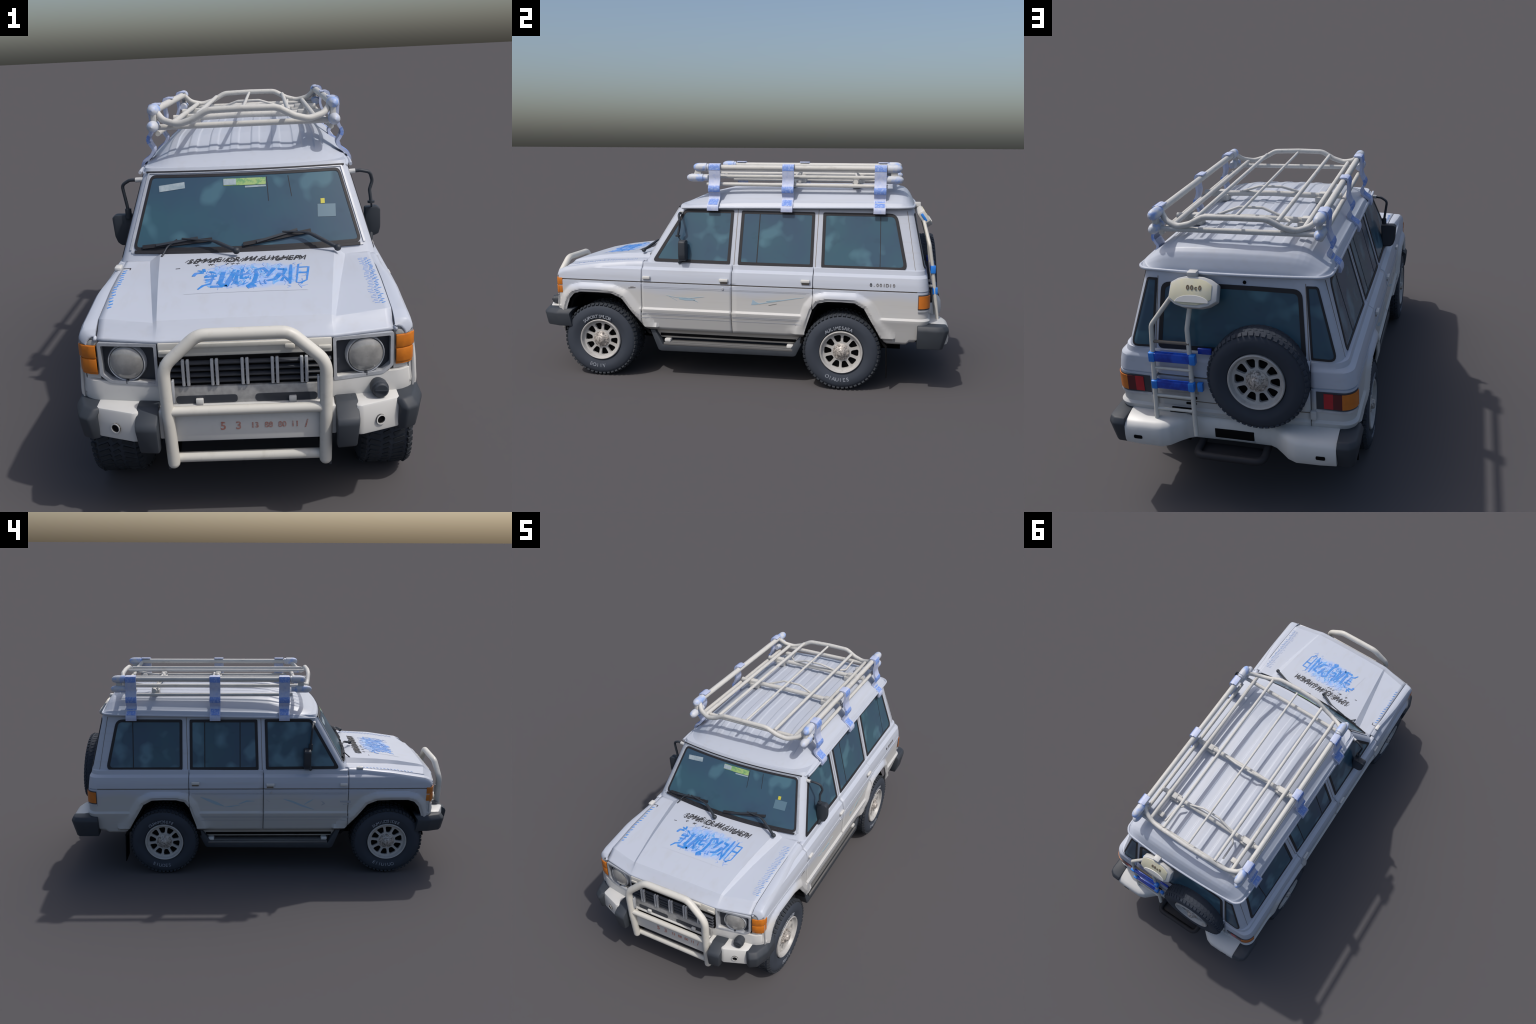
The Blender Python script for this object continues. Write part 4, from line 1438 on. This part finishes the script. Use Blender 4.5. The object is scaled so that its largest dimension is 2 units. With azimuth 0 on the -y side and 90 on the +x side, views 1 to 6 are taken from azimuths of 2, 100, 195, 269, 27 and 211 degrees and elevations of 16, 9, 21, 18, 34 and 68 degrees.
# notes along the hood edges
items, items2 = [], []
for i in range(34):
    y = -.80 + .31 * i / 33
    x = .372 - .012 * rng.random()
    items.append(([(x - .010, y), (x, y + .004)], [.0018, .0012]))
    items2.append(([(x - .028, y), (x - .014, y + .003)], [.0012, .0010]))
hood_strokes('edge_scribble', items, 'blueink')
hood_strokes('edge_scribble', items2, 'paleblueink')
items = []
for i in range(15):
    y = -.77 + .25 * i / 14
    x = -.366 + rng.uniform(-.003, .004)
    items.append(([(x - .005, y - .004), (x + .005, y + .003)], [rng.uniform(.003, .007), .003]))
hood_strokes('edge_scribble', items, 'blueink')
hood_strokes('edge_scribble', [([(-.374, -.500), (-.352, -.498)], [.003, .003]), ([(-.352, -.498), (-.352, -.512)], [.003, .003])], 'ink')
box('washer_cap', (-.389, -.497, .566), (.020, .034, .012), 'bumperwhite', bev=.004)

# ------------------------------------------------------------------ roof rack
rack = group('roof_rack')
RX = .2945
for s in (1, -1):
    tube('rack_rail', [(s * RX, -.150, 1.0055), (s * RX, .700, 1.0062)], .0128, 'rackpaint', rack, 16)
    for y, d in ((-.150, -1), (.700, 1)):
        prof = [(.0004, .065), (.010, .062), (.0155, .055), (.0188, .045), (.0198, .034), (.0198, .0), (.0160, -.003), (.0175, -.012), (.0004, -.012)]
        v, f = revolve_data(prof, 20)
        add('rail_cap', to_mesh('rail_cap', [(s * RX + p[2] * 1., y + d * p[0], 1.0065 + p[1]) for p in v], f), 'capblue', rack)
    # lower stub tubes
    for y0, y1 in ((-.150, -.225), (.700, .750)):
        d = -1 if y1 < y0 else 1
        prof = [(.0004, .034), (.009, .031), (.015, .023), (.0185, .010), (.0185, -.045), (.014, -.05), (.014, -.07), (.0004, -.07)]
        v, f = revolve_data(prof, 18)
        add('stub_cap', to_mesh('stub_cap', [(s * .296 + p[2], y1 + d * (p[0] - .012), .957 + p[1]) for p in v], f), 'capblue', rack)
        box('cap_link', (s * .293, (y0 + y1) / 2 + d * .004, .983), (.018, .03, .045), 'rackpaint', rack, bev=.003)
    tube('lower_rail', [(s * .291, -.15, .9275), (s * .291, .70, .9265)], .0090, 'rackpaint', rack, 12)
    # wavy straps to the gutter
    wave = [(.297, 1.0205), (.311, 1.0175), (.315, 1.000), (.314, .975), (.312, .952), (.318, .930), (.328, .908), (.323, .890), (.313, .872), (.322, .852), (.345, .834), (.353, .820), (.353, .806)]
    wave = [Vector((a, b)) for a, b in wave]
    fine = []
    for i in range(len(wave) - 1):
        p0, p1, p2, p3 = wave[max(i - 1, 0)], wave[i], wave[i + 1], wave[min(i + 2, len(wave) - 1)]
        for k in range(4):
            t = k / 4
            fine.append(.5 * ((2 * p1) + (p2 - p0) * t + (2 * p0 - 5 * p1 + 4 * p2 - p3) * t * t + (3 * p1 - p0 - 3 * p2 + p3) * t ** 3))
    fine.append(wave[-1])
    def strap_piece(name, i0, i1, y, w, th, mat, lift, parent):
        V, F = [], []
        sub = fine[i0:i1 + 1]
        for i, p in enumerate(sub):
            j = i0 + i
            d = (fine[min(j + 1, len(fine) - 1)] - fine[max(j - 1, 0)]).normalized()
            q = Vector((-d.y, d.x))
            if q.x < 0:
                q = -q
            a, b = p + q * (th / 2 + lift), p - q * (th / 2)
            for pt, yy in ((a, y - w / 2), (a, y + w / 2), (b, y + w / 2), (b, y - w / 2)):
                V.append((s * pt.x, yy, pt.y))
        n = len(sub)
        for i in range(n - 1):
            for k in range(4):
                F.append((i * 4 + k, i * 4 + (k + 1) % 4, (i + 1) * 4 + (k + 1) % 4, (i + 1) * 4 + k))
        F += [(0, 1, 2, 3), tuple((n - 1) * 4 + k for k in range(4))]
        return add(name, to_mesh(name, V, F, merge=0), mat, parent)
    for y in (-.107, .244, .668):
        strap_piece('strap', 0, len(fine) - 1, y, .054, .010, 'strap', 0, rack)
        strap_piece('strap_label', 4, 9, y, .0535, .010, 'strapblue', .0012, rack)
        strap_piece('strap_label', 22, 27, y, .0548, .010, 'strapblue', .0012, rack)
        strap_piece('strap_label', 35, 41, y, .044, .010, 'strapblue', .0012, rack)
        box('rail_clip', (s * .293, y, 1.022), (.024, .050, .006), 'strap', rack, bev=.002)
# end hoops
def hoop(y, d):
    pts = [(-.288, y, 1.004), (-.262, y + d * .028, .975), (-.212, y + d * .050, .962), (-.165, y + d * .058, .975), (-.112, y + d * .066, 1.004), (0, y + d * .070, 1.006)]
    pts += [(-a, b, c) for a, b, c in pts[-2::-1]]
    tube('end_hoop', fillet(pts, .06, 6), .0108, 'rackpaint', rack, 14)
hoop(-.178, -1)
hoop(.688, .75)
tube('rack_crossbar', [(-.285, -.178, .951), (.285, -.178, .951)], .0098, 'rackpaint', rack, 12)
tube('rack_crossbar', [(-.285, .722, .951), (.285, .722, .951)], .0098, 'rackpaint', rack, 12)
# long floor bars
for x0, r, z in ((-.235, .0093, .962), (-.148, .0080, .990), (.0, .0058, 1.002), (.148, .0080, .990), (.235, .0093, .962)):
    ya, yb = -.228, .724
    if abs(x0) > .22:
        ya, yb = -.208, .712
    tube('floor_bar', [(x0, ya, z), (x0, yb, z + .001)], r, 'rackpaint', rack, 12)
# roof cross beams with trapezoid braces
for y in (.245, .555):
    p = fillet([(-.285, y, .945), (-.215, y, .9425), (0, y - .002, .947), (.215, y, .9425), (.285, y, .945)], .1, 5)
    tube('roof_beam', p, .0115, 'rackpaint', rack, 12)
    d = 1 if y < .4 else -1
    tube('beam_brace', fillet([(-.125, y, .953), (-.045, y + d * .016, .980), (.045, y + d * .016, .980), (.125, y, .953)], .02, 5), .0052, 'rackpaint', rack, 10)
    for x in (-.205, .205):
        box('beam_foot', (x, y, .9285), (.05, .040, .026), 'rackpaint', rack, bev=.004)
    for x in (-.225, .225):
        box('beam_sleeve', (x, y, .944), (.060, .030, .026), 'rackpaint', rack, bev=.004)
for s in (1, -1):
    tube('corner_hook', fillet([(s * .14, .575, .952), (s * .165, .600, .950), (s * .170, .690, .966)], .02, 5), .005, 'rackpaint', rack, 10)
    box('rear_foot', (s * .215, .665, .936), (.032, .026, .02), 'rackpaint', rack, bev=.005)

# ------------------------------------------------------------------ rear end
# tail lamps, wrapping the corner
def corner_map(t, z, off):
    """t in metres measured along the plan outline from x=.30 on the back round to the side"""
    X, Y = interp(SIDE, .40) , interp(REAR, .40)
    xe = X - RC
    L1 = xe - .300
    if t <= L1:
        return Vector((.300 + t, Y + off, z))
    a = (t - L1) / RC
    if a <= PI / 2:
        return Vector((xe + (RC + off) * math.sin(a), Y - RC + (RC + off) * math.cos(a), z))
    return Vector((X + off, Y - RC - (t - L1 - RC * PI / 2), z))
for s in (1, -1):
    g = group('tail_lamp')
    def seg(name, t0, t1, z0, z1, mat, off):
        n = 14
        V, F = [], []
        for i in range(n):
            t = t0 + (t1 - t0) * i / (n - 1)
            for z, o in ((z0, -.004), (z0, off), (z1, off), (z1, -.004)):
                V.append(corner_map(t, z, o))
        for i in range(n - 1):
            for k in range(4):
                F.append((i * 4 + k, i * 4 + (k + 1) % 4, (i + 1) * 4 + (k + 1) % 4, (i + 1) * 4 + k))
        F += [(0, 1, 2, 3), tuple((n - 1) * 4 + k for k in range(4))]
        add(name, to_mesh(name, mx(s, V), F, merge=0), mat, g)
    seg('lamp_housing', .002, .160, .389, .456, 'lamprecess', .004)
    seg('lamp_lens', .028, .060, .394, .451, 'red', .0065)
    seg('lamp_lens', .060, .090, .394, .451, 'darkred', .0065)
    seg('lamp_lens', .090, .158, .394, .451, 'orangerear', .0068)
    seg('lamp_trim', .0, .160, .379, .387, 'chrome', .006)
    box('tailgate_hinge', (s * .292, .905, .366), (.022, .016, .034), 'paint', bev=.005)

# tailgate details
v, f = revolve_data([(.0004, .002), (.006, .002), (.006, -.004), (.0004, -.004)], 18)
p0 = rear_map(-.05, .806, .0)
add('tailgate_lock', to_mesh('tailgate_lock', [(p0.x + p[1], p0.y + p[0] + .001, p0.z + p[2]) for p in v], f), 'black')
for z, x0, x1, h in ((.318, .150, .236, .010), (.340, .150, .225, .008), (.362, .132, .170, .008), (.385, .128, .150, .010), (.520, .150, .262, .010)):
    yb = t_pos((x0 + x1) / 2, z)[1]
    box('tailgate_vent', ((x0 + x1) / 2, yb, z), (x1 - x0, .006, h), 'black', bev=.001)
box('plate_recess', (.195, t_pos(.195, .42)[1] + .0005, .425), (.15, .004, .05), 'grey', bev=.002)
for z in (.372, .4675):
    strip('tailgate_line', (-.28, z), (.28, z), .003, lambda x, zz, o: Vector((x, t_pos(x, zz)[1] + o, zz)), 'groove', 1, off=.0012 if z < .4 else .004, th=.003, n=16)

# ladder
lad = group('rear_ladder')
lp = fillet([(.271, .946, .305), (.273, .915, .560), (.274, .899, .660), (.198, .872, .762)], [0, .3, .03, 0], 6)
tube('ladder_rail', lp, .0085, 'cream', lad, 12)
rp = fillet([(.124, .952, .262), (.128, .944, .300), (.138, .910, .560), (.142, .899, .655), (.128, .868, .765)], [0, .03, .3, .06, 0], 6)
tube('ladder_rail', rp, .0085, 'cream', lad, 12)
for z, mat in ((.602, 'groove'), (.505, 'cream'), (.402, 'cream'), (.352, 'cream')):
    y = .946 - (z - .305) * .127
    tube('ladder_rung', [(.272, y, z), (.135, y, z)], .0058, mat, lad, 10)
# blue taped bars
for z, x0, x1, h in ((.548, .114, .285, .034), (.447, .122, .279, .030)):
    y = .948 - (z - .305) * .127
    box('blue_bar', ((x0 + x1) / 2, y, z), (x1 - x0, .020, h), 'blue', lad, bev=.004)
    for x in (x0 + .010, x1 - .010):
        box('blue_tape', (x, y + .001, z), (.022, .0235, h + .002), 'bluelight', lad, bev=.003)
box('blue_tab', (.102, .925, .446), (.020, .016, .032), 'bluelight', lad, bev=.002)
box('blue_tab', (.085, .898, .573), (.050, .010, .022), 'blue', lad, bev=.002)
for x in (.273, .136):
    box('ladder_stay', (x, .905, .47), (.010, .05, .012), 'grey', lad, bev=.002)

# work lamp
wl = group('work_lamp')
tilt = Matrix.Translation((.113, .871, .781)) @ Matrix.Rotation(math.radians(34), 4, 'X')
shape = [(a, b * 1.30) for a, b in [(-.085, .022), (-.060, .034), (-.030, .040), (.030, .040), (.060, .034), (.085, .022), (.087, -.022), (.060, -.036), (.03, -.042), (-.03, -.042), (-.060, -.036), (-.087, -.022)]]
A = [tilt @ Vector((a, -.018, b)) for a, b in shape]
B = [tilt @ Vector((a, .016, b)) for a, b in shape]
prism('work_lamp_housing', A, B, 'lampbody', wl, bev=.004)
face = [(a * .86 + .008, b * .84) for a, b in shape]
prism('work_lamp_face', [tilt @ Vector((a, .0150, b)) for a, b in face], [tilt @ Vector((a, .0185, b)) for a, b in face], 'lampface', wl, bev=.001)
dome = [(.062 * math.cos(t), -.038 + .026 * math.sin(t)) for t in lin(0, PI, 12)]
prism('work_lamp_dome', [tilt @ Vector((a, .0175, b)) for a, b in dome], [tilt @ Vector((a * .95, .0215, -.038 + (b + .038) * .92)) for a, b in dome], 'lampbody', wl)
box('work_lamp_tape', (0, 0, 0), (.006, .012, .040), 'bluelight', wl, bev=.002, rot=tilt @ Matrix.Translation((.0865, 0, 0)))
box('work_lamp_bracket', (.125, .842, .836), (.034, .030, .022), 'lampbody', wl, bev=.004)
tx = tilt @ Matrix(((-1, 0, 0, 0), (0, 0, 1, .0195), (0, 1, 0, .012), (0, 0, 0, 1)))
L = [(glyph_mesh(c, .022, .0006), tx @ Matrix.Translation(((i - 1.5) * .0145 + .002, 0, 0))) for i, c in enumerate('00c0')]
letters('work_lamp_text', L, 'brownink', wl)

# rear bumper: end sections stand proud, the middle is set back
rb = group('rear_bumper')
prof_x = [(-.382, .990, .221, .303), (-.33, .9935, .2195, .306), (-.245, .993, .218, .307), (-.215, .982, .221, .309), (-.188, .958, .224, .310), (-.162, .934, .224, .311), (-.14, .924, .224, .312),
          (0, .922, .224, .312)]
prof_x += [(-a, b, c, d) for a, b, c, d in prof_x[-2::-1]]
# refine
pts = []
for i in range(len(prof_x) - 1):
    for k in range(4):
        t = k / 4
        pts.append([prof_x[i][j] + (prof_x[i + 1][j] - prof_x[i][j]) * t for j in range(4)])
pts.append(list(prof_x[-1]))
V, F = [], []
for x, y, lo, hi in pts:
    ring = [(.86, lo), (y - .022, lo), (y - .006, lo + .006), (y, lo + .020), (y + .001, (lo + hi) / 2), (y - .002, hi - .012), (y - .010, hi - .002), (y - .024, hi + .006), (.915, max(hi + .010, .320)), (.86, max(hi + .010, .320))]
    V += [(x, a, b) for a, b in ring]
m = 10
for i in range(len(pts) - 1):
    for k in range(m):
        F.append((i * m + k, i * m + (k + 1) % m, (i + 1) * m + (k + 1) % m, (i + 1) * m + k))
F += [tuple(range(m)), tuple((len(pts) - 1) * m + k for k in range(m))]
add('bumper_beam', to_mesh('bumper_beam', V, F), 'bumperwhite', rb)
box('plate_slot', (-.008, .9225, .262), (.145, .006, .036), 'black', rb, bev=.002)
box('plate_slot_lip', (-.008, .9235, .2415), (.150, .006, .005), 'grey', rb, bev=.002)
for s in (1, -1):
    lp = round_poly([(-.016, -.007), (.016, -.007), (.016, .007), (-.016, .007)], .005, 3)
    prism('tow_slot', [(s * .330 + p[0], .9955, .259 + p[1]) for p in lp], [(s * .330 + p[0], .985, .259 + p[1]) for p in lp], 'black', rb)
    # black corner
    P0 = [(.383, .992), (.425, .990), (.448, .972), (.456, .945), (.456, .850), (.383, .850)]
    lo = [(s * min(p[0], .44), .85 + (p[1] - .85) * .82, .211) for p in P0]
    mi = [(s * p[0], p[1], .298) for p in P0]
    hi = [(s * min(p[0], .446), .85 + (p[1] - .85) * .90, .319) for p in P0]
    n = len(P0)
    V = lo + mi + hi
    F = [tuple(range(n)), tuple(2 * n + k for k in range(n))]
    for r in (0, 1):
        F += [(r * n + k, r * n + (k + 1) % n, (r + 1) * n + (k + 1) % n, (r + 1) * n + k) for k in range(n)]
    bm = bmesh.new()
    vs = [bm.verts.new(p) for p in V]
    for q in F:
        bm.faces.new([vs[i] for i in q])
    bmesh.ops.recalc_face_normals(bm, faces=bm.faces)
    bmesh.ops.bevel(bm, geom=list(bm.edges), offset=.005, segments=2, profile=.5, affect='EDGES')
    add('bumper_corner', bm_mesh('bumper_corner', bm), 'plastic', rb)
hp = fillet([(.118, .90, .215), (.118, .986, .207), (-.125, .986, .207), (-.125, .90, .215)], .03, 6)
tube('tow_loop', hp, .0138, 'seal', rb, 12)
box('tow_step', (-.0035, .945, .198), (.236, .080, .012), 'seal', rb, bev=.003)

# apply modifiers so that the geometry stands on its own
dg = bpy.context.evaluated_depsgraph_get()
for o in list(COL.objects):
    if o.type == 'MESH' and o.modifiers:
        me = bpy.data.meshes.new_from_object(o.evaluated_get(dg))
        o.modifiers.clear()
        o.data = me
